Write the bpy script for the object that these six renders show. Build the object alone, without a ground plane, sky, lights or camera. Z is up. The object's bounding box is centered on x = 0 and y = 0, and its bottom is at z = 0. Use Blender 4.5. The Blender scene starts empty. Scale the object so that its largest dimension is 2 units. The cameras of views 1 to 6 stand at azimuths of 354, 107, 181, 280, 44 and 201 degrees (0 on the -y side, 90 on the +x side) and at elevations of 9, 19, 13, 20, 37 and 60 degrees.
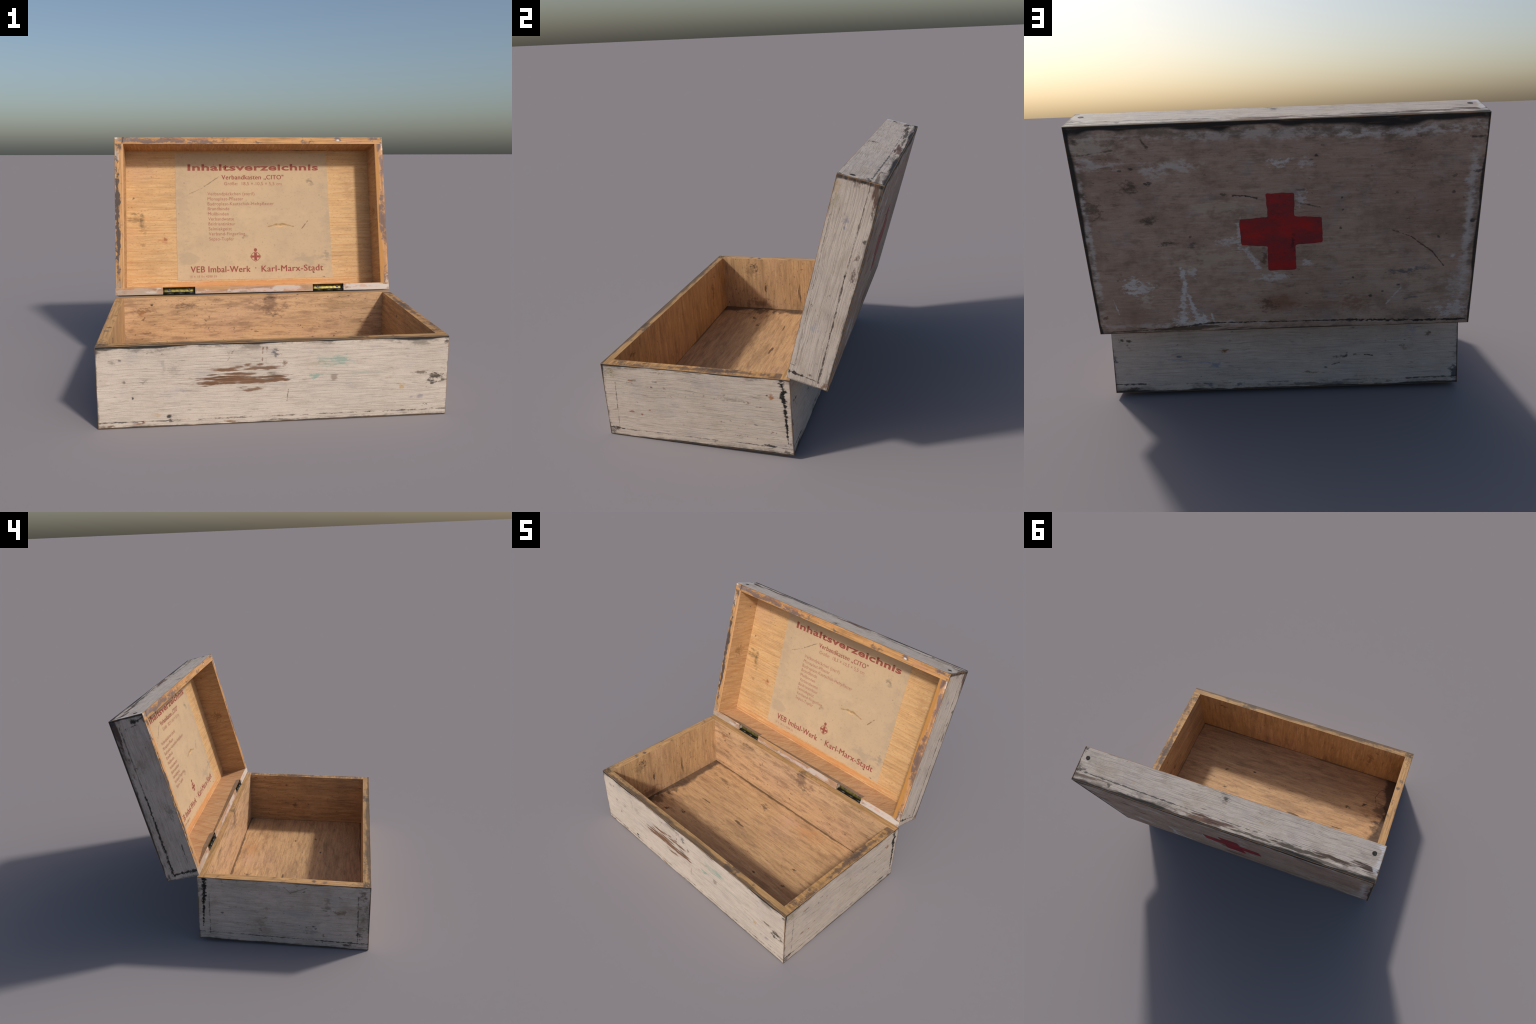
# Old painted wooden first-aid box with its lid standing open on two brass hinges.
import bpy, bmesh, math, random
from mathutils import Matrix, Vector, noise as mnoise

random.seed(7)

# ------------------------------------------------------------------ sizes (metres)
HALF = 1.0            # half length along x
DEPTH = 1.153         # front to back, box and lid alike
BOX_H = 0.476         # height of the lower part
FLOOR = 0.034         # thickness of the bottom board
T_FRONT, T_BACK, T_SIDE = 0.054, 0.055, 0.062
LID_H = 0.233         # overall depth of the lid
RAIL = 0.170          # depth of the lid rails, the panel board sits behind them
PANEL_IN = 0.216      # inner face of the panel, seen from the rim
T_TOP, T_BOT, T_LSIDE = 0.052, 0.050, 0.063
GAP = 0.0001
TILT = math.radians(1.35)          # the box leans forward very slightly
OPEN = math.radians(75.80)         # lid angle

BOX_M = Matrix.Translation((0, -0.810, 0)) @ Matrix.Rotation(TILT, 4, 'X')
LID_M = Matrix.Translation((0, 0.3122, 0.5165)) @ Matrix.Rotation(OPEN, 4, 'X')


def srgb(r, g, b):
    f = lambda c: (c / 255 / 12.92) if c / 255 <= 0.04045 else ((c / 255 + 0.055) / 1.055) ** 2.4
    return (f(r), f(g), f(b), 1.0)


GROUPS = {}


def mark_group(kind):
    """shared node group that masks an ellipse (spot) or a segment (line) on a face"""
    if kind in GROUPS:
        return GROUPS[kind]
    t = bpy.data.node_groups.new('mark_' + kind, 'ShaderNodeTree')
    io = t.interface
    def sock(name, typ, out=False):
        io.new_socket(name, in_out='OUTPUT' if out else 'INPUT', socket_type='NodeSocket' + typ)
    sock('Colour', 'Color'); sock('Tone', 'Color'); sock('Alpha', 'Float'); sock('UV', 'Vector'); sock('Noise', 'Float')
    if kind == 'spot':
        for nm in ('Centre', 'Scale'): sock(nm, 'Vector')
        for nm in ('Ragged', 'Inner'): sock(nm, 'Float')
    else:
        for nm in ('Start', 'Along'): sock(nm, 'Vector')
        for nm in ('Chip', 'Length2', 'Width', 'Taper', 'Low', 'High'): sock(nm, 'Float')
    sock('Colour', 'Color', True); sock('Mask', 'Float', True)
    gin, gout = t.nodes.new('NodeGroupInput'), t.nodes.new('NodeGroupOutput')
    b = Nodes.__new__(Nodes)
    b.t, b.cache = t, {}
    I = gin.outputs
    flat = b.vec('MULTIPLY', I['UV'], (1.0, 1.0, 0.0))
    if kind == 'spot':
        d = b.vec('LENGTH', b.vec('MULTIPLY', b.vec('SUBTRACT', flat, I['Centre']), I['Scale']))
        d = b.math('MULTIPLY_ADD', b.sub(I['Noise'], 0.5), I['Ragged'], d)
        mask = b.inv(b.step(d, I['Inner'], 1.0))
    else:
        p = b.vec('SUBTRACT', flat, I['Start'])
        tt = b.math('DIVIDE', b.vec('DOT_PRODUCT', p, I['Along']), I['Length2'], clamp=True)
        q = b.vec('SUBTRACT', p, b.vec('MULTIPLY', b.xyz(tt, tt, 0.0), I['Along']))
        w = b.math('MULTIPLY_ADD', tt, I['Taper'], I['Width'])
        d = b.math('MULTIPLY_ADD', b.mul(b.sub(I['Chip'], 0.5), w), 5.0, b.vec('LENGTH', q))
        mask = b.inv(b.step(d, b.mul(w, 0.30), w))
        mask = b.mul(mask, b.step(I['Noise'], I['Low'], I['High']))
    t.links.new(mask, gout.inputs['Mask'])
    t.links.new(b.mix(b.mul(mask, I['Alpha']), I['Colour'], I['Tone']), gout.inputs['Colour'])
    GROUPS[kind] = t
    return t


# ------------------------------------------------------------------ node helper
class Nodes:
    def __init__(self, name):
        self.mat = bpy.data.materials.new(name)
        self.mat.use_nodes = True
        self.t = self.mat.node_tree
        self.t.nodes.clear()
        self.out = self.t.nodes.new('ShaderNodeOutputMaterial')
        self.bsdf = self.t.nodes.new('ShaderNodeBsdfPrincipled')
        self.t.links.new(self.bsdf.outputs[0], self.out.inputs[0])
        self.cache = {}

    def put(self, sock, val):
        if isinstance(val, bpy.types.NodeSocket):
            self.t.links.new(val, sock)
        else:
            sock.default_value = val

    def math(self, op, a, b=0.0, c=None, clamp=False):
        n = self.t.nodes.new('ShaderNodeMath')
        n.operation = op
        n.use_clamp = clamp
        self.put(n.inputs[0], a)
        self.put(n.inputs[1], b)
        if c is not None:
            self.put(n.inputs[2], c)
        return n.outputs[0]

    def add(self, a, b): return self.math('ADD', a, b)
    def sub(self, a, b): return self.math('SUBTRACT', a, b)
    def mul(self, a, b): return self.math('MULTIPLY', a, b)

    def vec(self, op, a, b=None):
        n = self.t.nodes.new('ShaderNodeVectorMath')
        n.operation = op
        self.put(n.inputs[0], a)
        if b is not None:
            self.put(n.inputs[1], b)
        return n.outputs['Value'] if op in ('LENGTH', 'DOT_PRODUCT', 'DISTANCE') else n.outputs['Vector']

    def step(self, x, lo, hi):
        """smooth 0..1 ramp of x between lo and hi"""
        n = self.t.nodes.new('ShaderNodeMapRange')
        n.interpolation_type = 'SMOOTHSTEP'
        self.put(n.inputs['Value'], x)
        self.put(n.inputs['From Min'], lo)
        self.put(n.inputs['From Max'], hi)
        return n.outputs[0]

    def inv(self, x): return self.math('SUBTRACT', 1.0, x)

    def xyz(self, x, y, z):
        n = self.t.nodes.new('ShaderNodeCombineXYZ')
        for i, s in enumerate((x, y, z)):
            self.put(n.inputs[i], s)
        return n.outputs[0]

    def noise(self, vec, scale=1.0, detail=3.0, rough=0.55, dist=0.0):
        n = self.t.nodes.new('ShaderNodeTexNoise')
        self.put(n.inputs['Vector'], vec)
        n.inputs['Scale'].default_value = scale
        n.inputs['Detail'].default_value = detail
        n.inputs['Roughness'].default_value = rough
        n.inputs['Distortion'].default_value = dist
        return n.outputs[0]

    def noise_vec(self, vec, scale):
        n = self.t.nodes.new('ShaderNodeTexNoise')
        self.put(n.inputs['Vector'], vec)
        n.inputs['Scale'].default_value = scale
        n.inputs['Detail'].default_value = 3.0
        return n.outputs[1]

    def voronoi(self, vec, scale):
        n = self.t.nodes.new('ShaderNodeTexVoronoi')
        self.put(n.inputs['Vector'], vec)
        n.inputs['Scale'].default_value = scale
        return n.outputs['Distance'], n.outputs['Color']

    def mix(self, fac, a, b, blend='MIX'):
        n = self.t.nodes.new('ShaderNodeMix')
        n.data_type = 'RGBA'
        n.blend_type = blend
        ins = [s for s in n.inputs if s.enabled]
        self.put(ins[0], fac)
        self.put(ins[1], a)
        self.put(ins[2], b)
        return [s for s in n.outputs if s.enabled][0]

    def finish(self, colour, rough=0.65, height=None, bump=0.25, distance=0.004, spec=0.25):
        self.put(self.bsdf.inputs['Base Color'], colour)
        self.put(self.bsdf.inputs['Roughness'], rough)
        self.bsdf.inputs['Specular IOR Level'].default_value = spec
        if height is not None:
            n = self.t.nodes.new('ShaderNodeBump')
            n.inputs['Strength'].default_value = bump
            n.inputs['Distance'].default_value = distance
            self.put(n.inputs['Height'], height)
            self.put(self.bsdf.inputs['Normal'], n.outputs[0])
        return self.mat

    # ---- face coordinates ------------------------------------------------
    def face(self, u, v, grain, seed):
        """u, v: axes of the face (0..2); grain: 'u' or 'v', the way the wood fibres run"""
        tc = self.t.nodes.new('ShaderNodeTexCoord')
        sep = self.t.nodes.new('ShaderNodeSeparateXYZ')
        self.t.links.new(tc.outputs['Object'], sep.inputs[0])
        self.u, self.v = sep.outputs[u], sep.outputs[v]
        self.uv = self.xyz(self.u, self.v, float(seed))
        a, b = (self.u, self.v) if grain == 'u' else (self.v, self.u)
        self.g = self.xyz(a, b, float(seed) + 3.7)
        self.n_fine = self.noise(self.uv, 38.0, 4.0, 0.6)
        self.n_mid = self.noise(self.uv, 11.0, 3.0, 0.55)
        self.n_low = self.noise(self.uv, 2.6, 2.0, 0.5)
        self.n_streak = self.noise(self.vec('MULTIPLY', self.g, (7.0, 75.0, 1.0)), 1.0, 4.0, 0.6)
        self.n_frac = self.noise(self.vec('MULTIPLY', self.g, (13.0, 24.0, 1.0)) if grain == 'u' else
                                 self.vec('MULTIPLY', self.uv, (18.0, 18.0, 1.0)), 1.0, 7.0, 0.68)
        self.n_chip = self.noise(self.vec('MULTIPLY', self.g, (34.0, 62.0, 1.0)) if grain == 'u' else
                                 self.vec('MULTIPLY', self.uv, (46.0, 46.0, 1.0)), 1.0, 6.0, 0.70)
        wob = self.vec('SUBTRACT', self.noise_vec(self.uv, 16.0), (0.5, 0.5, 0.5))
        self.uvd = self.vec('ADD', self.uv, self.vec('MULTIPLY', wob, (0.036, 0.028, 0.0)))

    def mark(self, kind, args, colour_in, tone, alpha, streak=False, k=0.6, soft=0.45, breaks=0.0):
        """lay one blot or scratch over colour_in; returns (new colour, mask)"""
        n = self.t.nodes.new('ShaderNodeGroup')
        n.node_tree = mark_group(kind)
        i = n.inputs
        self.put(i['Colour'], colour_in)
        self.put(i['Tone'], tone)
        i['Alpha'].default_value = alpha
        if kind == 'spot':
            u, v, ru, rv = args
            self.put(i['UV'], self.uvd)
            self.put(i['Noise'], self.n_streak if streak else (self.n_frac if max(ru, rv) > 0.10 else self.n_chip))
            i['Centre'].default_value = (u, v, 0.0)
            i['Scale'].default_value = (1.0 / ru, 1.0 / rv, 0.0)
            i['Ragged'].default_value = 4.0 * k if not streak else 2.6 * k
            i['Inner'].default_value = 1.0 - soft
        else:
            u0, v0, u1, v1, w0 = args[:5]
            w1 = args[5] if len(args) > 5 else w0
            ex, ey = u1 - u0, v1 - v0
            self.put(i['UV'], self.fine_uv())
            self.put(i['Noise'], self.n_frac)
            self.put(i['Chip'], self.n_chip)
            i['Start'].default_value = (u0, v0, 0.0)
            i['Along'].default_value = (ex, ey, 0.0)
            i['Length2'].default_value = ex * ex + ey * ey
            i['Width'].default_value = w0
            i['Taper'].default_value = w1 - w0
            i['Low'].default_value = breaks - 0.05 if breaks > 0 else -2.0
            i['High'].default_value = breaks + 0.11 if breaks > 0 else -1.0
        return n.outputs['Colour'], n.outputs['Mask']

    def fine_uv(self):
        if 'fine' not in self.cache:
            wob = self.vec('SUBTRACT', self.noise_vec(self.uv, 45.0), (0.5, 0.5, 0.5))
            self.cache['fine'] = self.vec('ADD', self.uv, self.vec('MULTIPLY', wob, (0.007, 0.007, 0.0)))
        return self.cache['fine']

    def edge(self, side, at, w, amp):
        """mask of a ragged strip along one border of the face"""
        c = self.u if side[0] == 'u' else self.v
        d = self.sub(c, at) if side[1] == '0' else self.math('SUBTRACT', at, c)
        thr = self.add(self.mul(self.step(self.n_low, 0.35, 0.65), w),
                       self.math('MULTIPLY_ADD', self.sub(self.n_mid, 0.5), 2.0 * amp,
                                 self.mul(self.sub(self.n_streak, 0.5), amp)))
        thr = self.math('MAXIMUM', self.add(thr, w * 0.50), 0.001)
        return self.inv(self.step(d, self.mul(thr, 0.7), self.math('MULTIPLY_ADD', thr, 1.15, 0.0015)))


BLACK = srgb(36, 35, 34)
CHAR = srgb(74, 66, 60)
BARE = srgb(140, 104, 78)
BROWN = srgb(112, 84, 66)


# ------------------------------------------------------------------ material families
def paint(name, u, v, grain, seed, edges=(), marks=(), base=(218, 205, 192), alt=(205, 197, 186),
          dirt=0.25, specks=0.5, grain_dark=0.30, dirt_col=(150, 129, 108), mottle=0.18, light_col=(226, 214, 200)):
    """chalky white paint over wood: fibre lines, grime, chipped borders and named marks"""
    b = Nodes(name)
    b.face(u, v, grain, seed)
    col = b.mix(b.step(b.n_low, 0.3, 0.7), srgb(*base), srgb(*alt))
    # wavy fibre lines showing through
    sway = b.vec('ADD', b.g, b.xyz(0.0, b.mul(b.noise(b.g, 4.0, 2.0, 0.5), 0.035), 0.0))
    lines = b.noise(b.vec('MULTIPLY', sway, (6.0, 165.0, 1.0)), 1.0, 4.0, 0.62)
    lm = b.step(lines, 0.46, 0.68)
    col = b.mix(b.mul(lm, grain_dark), col, srgb(*[int(c * 0.66) for c in alt]))
    col = b.mix(b.mul(b.step(b.n_streak, 0.48, 0.72), 0.30), col, srgb(*light_col))
    dash = b.noise(b.vec('MULTIPLY', sway, (13.0, 120.0, 1.0)), 1.0, 2.0, 0.5)
    col = b.mix(b.mul(b.mul(b.step(dash, 0.62, 0.74), b.step(b.n_mid, 0.40, 0.62)), 0.60), col, srgb(106, 90, 76))
    # mottled grime, several scales
    col = b.mix(b.mul(b.step(b.n_frac, 0.46, 0.70), mottle), col, srgb(*[int(c * 0.84) for c in dirt_col]))
    grime = b.noise(b.uv, 4.0, 7.0, 0.68)
    col = b.mix(b.mul(b.step(grime, 0.48, 0.72), dirt), col, srgb(*dirt_col))
    cool = b.noise(b.vec('ADD', b.uv, (9.0, 4.0, 0.0)), 6.0, 6.0, 0.65)
    col = b.mix(b.mul(b.step(cool, 0.52, 0.70), 0.26), col, srgb(160, 156, 160))
    warm = b.noise(b.vec('ADD', b.uv, (2.0, 7.0, 0.0)), 9.0, 6.0, 0.68)
    col = b.mix(b.mul(b.step(warm, 0.56, 0.72), 0.16), col, srgb(196, 168, 138))
    tooth = b.noise(b.uv, 150.0, 2.0, 0.5)
    col = b.mix(b.mul(b.step(tooth, 0.50, 0.75), 0.22), col, srgb(*[int(c * 0.62) for c in base]))
    # small chips and flecks
    fn = b.noise(b.vec('MULTIPLY', b.g, (24.0, 40.0, 1.0)), 1.0, 4.0, 0.62)
    fleck = b.mul(b.step(fn, 0.69 - 0.06 * specks, 0.75 - 0.06 * specks), b.step(b.n_low, 0.40, 0.58))
    col = b.mix(b.mul(fleck, 0.7), col, b.mix(b.step(b.n_mid, 0.4, 0.6), srgb(126, 90, 66), srgb(84, 80, 76)))
    height = b.math('MULTIPLY_ADD', lm, -0.5, b.math('MULTIPLY_ADD', b.n_frac, 0.5, b.mul(b.n_streak, 0.6)))
    for m in marks:
        kind, args, colour, alpha = m[0], m[1], m[2], m[3]
        kw = m[4] if len(m) > 4 else {}
        tone = b.mix(b.n_streak, srgb(92, 68, 52), srgb(146, 106, 78)) if colour == 'bare' else srgb(*colour)
        col, mask = b.mark(kind, args, col, tone, alpha, **kw)
        if colour == 'bare' or kind == 'line':
            height = b.math('MULTIPLY_ADD', mask, -0.8, height)
    for e in edges:
        side, at, w, amp, alpha = e[:5]
        dark = e[5] if len(e) > 5 else 0.5
        # loose, dissolving grime next to the border, then the hard worn strip
        halo = b.mul(b.edge(side, at, w * 2.6, amp * 3.5), b.step(b.n_frac, 0.42, 0.60))
        col = b.mix(b.mul(halo, 0.55 * alpha), col, srgb(104, 94, 84))
        mask = b.edge(side, at, w, amp)
        tone = b.mix(b.step(b.n_streak, 0.62 - 0.5 * dark, 0.80 - 0.4 * dark), BROWN, BLACK)
        col = b.mix(b.mul(mask, alpha), col, tone)
        height = b.math('MULTIPLY_ADD', mask, -0.6, height)
    return b.finish(col, 0.66, height, 0.4, 0.004)


def wood(name, u, v, grain, seed, light=(205, 158, 108), dark=(176, 124, 78), rings=16.0, ring_strength=0.5,
         specks=0.6, stain=0.35, stain_col=(104, 80, 64), edges=(), marks=(), streaks=0.3, skew=0.0, fibre=0.45, sway=0.22, crowd=0.0):
    """bare softwood: growth rings along the grain, fibres, grime"""
    b = Nodes(name)
    b.face(u, v, grain, seed)
    gs = b.t.nodes.new('ShaderNodeSeparateXYZ')
    b.t.links.new(b.g, gs.inputs[0])
    bend = b.noise(b.vec('MULTIPLY', b.g, (0.9, 3.0, 1.0)), 1.0, 2.0, 0.5)
    across = b.add(b.math('MULTIPLY_ADD', gs.outputs[0], skew, gs.outputs[1]), b.mul(bend, sway))
    # spacing drifts across the board; 'crowd' packs the rings ever closer toward one side
    ringc = b.add(b.mul(across, rings), b.mul(b.math('SINE', b.mul(across, 7.0)), rings * 0.07))
    if crowd:
        ringc = b.math('MULTIPLY_ADD', b.mul(across, across), crowd, ringc)
    saw = b.math('FRACT', ringc)
    ring = b.mul(b.step(saw, 0.35, 0.90), b.inv(b.step(saw, 0.92, 1.0)))
    # every ring has its own strength
    own = b.noise(b.xyz(b.math('FLOOR', ringc), b.mul(gs.outputs[0], 0.6), float(seed)), 1.7, 1.0, 0.5)
    ring = b.mul(ring, b.step(own, 0.30, 0.65))
    fib = b.noise(b.vec('MULTIPLY', b.g, (6.0, 130.0, 1.0)), 1.0, 4.0, 0.65)
    col = b.mix(b.step(b.n_low, 0.3, 0.7), srgb(*light), srgb(*[int(c * 0.95) for c in light]))
    col = b.mix(b.mul(ring, ring_strength), col, srgb(*dark))
    col = b.mix(b.mul(b.step(fib, 0.44, 0.72), fibre), col, srgb(*[int(c * 0.88) for c in dark]))
    col = b.mix(b.mul(b.step(b.n_streak, 0.48, 0.70), 0.38), col, srgb(226, 190, 146))
    pink = b.noise(b.vec('ADD', b.uv, (3.0, 8.0, 0.0)), 2.2, 3.0, 0.5)
    col = b.mix(b.mul(b.step(pink, 0.50, 0.70), 0.32), col, srgb(204, 164, 136))
    # grime following the grain, from broad clouds to short dashes
    g1 = b.noise(b.vec('MULTIPLY', b.g, (1.5, 9.0, 1.0)), 1.0, 7.0, 0.68)
    col = b.mix(b.mul(b.step(g1, 0.48, 0.76), stain), col, srgb(*stain_col))
    g2 = b.noise(b.vec('MULTIPLY', b.g, (6.0, 30.0, 1.0)), 1.0, 5.0, 0.66)
    col = b.mix(b.mul(b.step(g2, 0.47, 0.68), stain * 0.95), col, srgb(*[int(c * 1.12) for c in stain_col]))
    dk = b.noise(b.vec('MULTIPLY', b.g, (6.5, 52.0, 1.0)), 1.0, 4.0, 0.62)
    col = b.mix(b.mul(b.mul(b.step(dk, 0.60, 0.72), b.step(g1, 0.38, 0.58)), streaks), col, srgb(82, 64, 54))
    fn = b.noise(b.vec('MULTIPLY', b.g, (34.0, 56.0, 1.0)), 1.0, 3.0, 0.6)
    fleck = b.step(fn, 0.72 - 0.085 * specks, 0.79 - 0.085 * specks)
    col = b.mix(b.mul(fleck, 0.7), col, srgb(84, 62, 52))
    pore = b.noise(b.vec('MULTIPLY', b.g, (60.0, 150.0, 1.0)), 1.0, 2.0, 0.5)
    col = b.mix(b.mul(b.step(pore, 0.56, 0.74), 0.38), col, srgb(*[int(c * 0.72) for c in dark]))
    height = b.math('MULTIPLY_ADD', fib, -0.6, b.mul(ring, 0.3))
    for m in marks:
        col, mask = b.mark(m[0], m[1], col, srgb(*m[2]), m[3], **(m[4] if len(m) > 4 else {}))
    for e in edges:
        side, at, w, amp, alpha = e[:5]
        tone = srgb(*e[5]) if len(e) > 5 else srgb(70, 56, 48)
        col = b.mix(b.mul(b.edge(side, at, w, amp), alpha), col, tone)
    return b.finish(col, 0.6, height, 0.25, 0.003)


def worn_rim(name, u, v, grain, seed, cover, marks=(), edges=(), tone=(98, 86, 88), light=(206, 156, 104)):
    """rim of the boards: bare wood with grey-violet remains of a dark coat"""
    b = Nodes(name)
    b.face(u, v, grain, seed)
    fib = b.noise(b.vec('MULTIPLY', b.g, (6.0, 90.0, 1.0)), 1.0, 4.0, 0.6)
    col = b.mix(b.step(fib, 0.35, 0.7), srgb(*light), srgb(*[int(c * 0.80) for c in light]))
    col = b.mix(b.mul(b.step(b.n_frac, 0.48, 0.72), 0.35), col, srgb(*[int(c * 0.66) for c in light]))
    patch = b.noise(b.uv, 15.0, 7.0, 0.72)
    big = b.noise(b.uv, 3.0, 2.0, 0.5)
    m = b.step(b.math('MULTIPLY_ADD', b.sub(big, 0.5), 0.7, patch), 0.58 - 0.30 * cover, 0.70 - 0.28 * cover)
    col = b.mix(b.mul(m, 0.75), col, b.mix(b.n_fine, srgb(*tone), srgb(*[int(c * 0.70) for c in tone])))
    for mk in marks:
        col, mask = b.mark(mk[0], mk[1], col, srgb(*mk[2]), mk[3], **(mk[4] if len(mk) > 4 else {}))
    for e in edges:
        side, at, w, amp, alpha = e[:5]
        tn = srgb(*e[5]) if len(e) > 5 else srgb(62, 54, 50)
        col = b.mix(b.mul(b.edge(side, at, w, amp), alpha), col, tn)
    return b.finish(col, 0.6, fib, 0.2, 0.003)


def plain(name, colour, rough=0.5, metallic=0.0, vary=0.15, scale=30.0, other=None):
    b = Nodes(name)
    tc = b.t.nodes.new('ShaderNodeTexCoord')
    n = b.noise(tc.outputs['Object'], scale, 4.0, 0.6)
    o = other if other else tuple(int(c * (1 - vary)) for c in colour)
    col = b.mix(b.step(n, 0.35, 0.65), srgb(*colour), srgb(*o))
    b.bsdf.inputs['Metallic'].default_value = metallic
    return b.finish(col, rough, n, 0.1, 0.002, 0.4)


# ------------------------------------------------------------------ painted outside of the lower box
S = dict(streak=True, k=1.1, soft=0.5)      # ragged along the fibres
H = dict(k=0.6, soft=0.7)                  # compact blot
F = dict(k=1.3, soft=0.9)                   # faint, broken stain
GREEN, BLUE, INK = (132, 160, 146), (120, 124, 142), (56, 54, 54)
OCHRE, OLIVE, RUST = (184, 148, 92), (150, 138, 100), (150, 98, 62)

M_front = paint('paint_front', 0, 2, 'u', 1, edges=[
    ('v1', BOX_H, 0.014, 0.002, 0.97, 1.0), ('v0', 0.0, 0.005, 0.004, 0.9, 0.8),
    ('u0', -HALF, 0.004, 0.004, 0.7, 0.7), ('u1', HALF, 0.003, 0.003, 0.6, 0.7)], marks=[
    ('line', (-1.0, FLOOR, -0.75, FLOOR, 0.005), INK, 0.85, dict(breaks=0.40)),
    ('line', (-0.75, FLOOR, 0.55, FLOOR, 0.004), (92, 80, 68), 0.75, dict(breaks=0.48)),
    ('line', (0.5, FLOOR, 1.0, FLOOR, 0.005), (70, 62, 54), 0.8, dict(breaks=0.45)),
    # long patch where the paint is worn through to the wood
    ('spot', (-0.20, 0.254, 0.32, 0.030), 'bare', 0.95, S), ('spot', (-0.24, 0.268, 0.18, 0.026), 'bare', 0.95, S),
    ('spot', (-0.36, 0.248, 0.11, 0.016), 'bare', 0.9, S), ('spot', (0.01, 0.254, 0.08, 0.022), 'bare', 0.9, S),
    ('spot', (-0.28, 0.322, 0.125, 0.018), 'bare', 0.95, S), ('spot', (-0.10, 0.322, 0.13, 0.013), 'bare', 0.9, S),
    ('spot', (-0.20, 0.292, 0.15, 0.011), 'bare', 0.9, S), ('spot', (-0.13, 0.201, 0.10, 0.010), 'bare', 0.85, S),
    ('spot', (-0.166, 0.344, 0.022, 0.012), 'bare', 0.85, H), ('spot', (-0.098, 0.344, 0.028, 0.012), 'bare', 0.85, H),
    ('spot', (0.042, 0.336, 0.022, 0.022), 'bare', 0.75, F), ('spot', (0.050, 0.247, 0.035, 0.012), 'bare', 0.85, S),
    ('spot', (-0.36, 0.292, 0.03, 0.007), 'bare', 0.8, S),
    ('line', (-0.232, 0.452, -0.278, 0.375, 0.008), (126, 88, 66), 0.7, dict(breaks=0.47)),
    ('line', (-0.080, 0.462, -0.084, 0.365, 0.006), (126, 88, 66), 0.75, dict(breaks=0.45)),
    ('line', (-0.057, 0.462, -0.062, 0.345, 0.006), (126, 88, 66), 0.75, dict(breaks=0.47)),
    ('spot', (-0.002, 0.408, 0.028, 0.026), (70, 72, 80), 0.75, F), ('spot', (-0.02, 0.278, 0.05, 0.03), (96, 84, 72), 0.5, F),
    # green and ochre smears
    ('spot', (0.37, 0.352, 0.075, 0.032), GREEN, 0.6, F), ('spot', (0.33, 0.348, 0.13, 0.045), GREEN, 0.35, F),
    ('spot', (0.21, 0.262, 0.055, 0.020), GREEN, 0.75, F), ('spot', (0.47, 0.270, 0.20, 0.016), GREEN, 0.30, F),
    ('spot', (0.19, 0.338, 0.11, 0.018), OLIVE, 0.40, F), ('spot', (0.329, 0.250, 0.024, 0.028), (116, 92, 74), 0.55, S),
    ('spot', (0.729, 0.180, 0.022, 0.026), OCHRE, 0.7, H), ('spot', (0.64, 0.238, 0.02, 0.012), OCHRE, 0.5, F),
    ('spot', (0.840, 0.118, 0.026, 0.016), (128, 122, 134), 0.6, H), ('spot', (0.79, 0.116, 0.016, 0.012), (140, 134, 142), 0.5, H),
    # dark scuffs near the right corner
    ('spot', (0.935, 0.241, 0.055, 0.022), (64, 56, 46), 0.9, dict(k=1.0, soft=0.6)),
    ('spot', (0.84, 0.262, 0.055, 0.016), (92, 82, 68), 0.75, dict(k=1.1, soft=0.7)),
    ('spot', (0.905, 0.205, 0.035, 0.022), (58, 50, 42), 0.85, dict(k=1.2, soft=0.5)),
    ('spot', (0.972, 0.212, 0.018, 0.014), (64, 56, 46), 0.8, F), ('spot', (0.988, 0.450, 0.018, 0.022), INK, 0.8, F),
    # rubbed corner, nail hole, knocks
    ('spot', (-0.955, 0.462, 0.075, 0.018), (62, 54, 48), 0.85, S), ('spot', (-0.985, 0.445, 0.020, 0.030), (76, 70, 66), 0.7, F),
    ('spot', (-0.605, 0.060, 0.021, 0.013), INK, 0.95, H), ('spot', (-0.597, 0.036, 0.014, 0.015), INK, 0.85, F),
    ('spot', (-0.62, 0.036, 0.05, 0.006), INK, 0.7, S), ('spot', (-0.806, 0.174, 0.011, 0.011), INK, 0.9, H),
    ('spot', (-0.909, 0.385, 0.022, 0.016), (120, 112, 104), 0.55, F), ('spot', (-0.870, 0.393, 0.010, 0.008), INK, 0.6, H),
    ('spot', (-0.847, 0.268, 0.010, 0.010), INK, 0.6, H), ('spot', (-0.747, 0.265, 0.032, 0.012), (104, 98, 90), 0.55, F),
    ('spot', (-0.569, 0.328, 0.040, 0.036), (140, 132, 124), 0.45, F), ('spot', (-0.635, 0.361, 0.012, 0.07), (150, 138, 122), 0.4, F),
    ('spot', (-0.675, 0.072, 0.035, 0.014), OCHRE, 0.4, F), ('spot', (-0.525, 0.205, 0.02, 0.02), BLUE, 0.35, F),
    ('spot', (-0.925, 0.012, 0.05, 0.012), (104, 76, 58), 0.85, F), ('spot', (-0.775, 0.024, 0.045, 0.007), (140, 98, 62), 0.85, H),
    ('spot', (-0.266, 0.012, 0.038, 0.010), (136, 100, 68), 0.85, H),
    ('spot', (0.02, 0.010, 0.14, 0.007), (70, 70, 70), 0.7, F), ('spot', (0.52, 0.012, 0.05, 0.008), (96, 84, 72), 0.6, F),
    ('line', (0.066, 0.190, 0.058, 0.120, 0.003), (110, 86, 66), 0.7)],
    base=(209, 193, 178), alt=(200, 186, 172), dirt=0.14)

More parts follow.
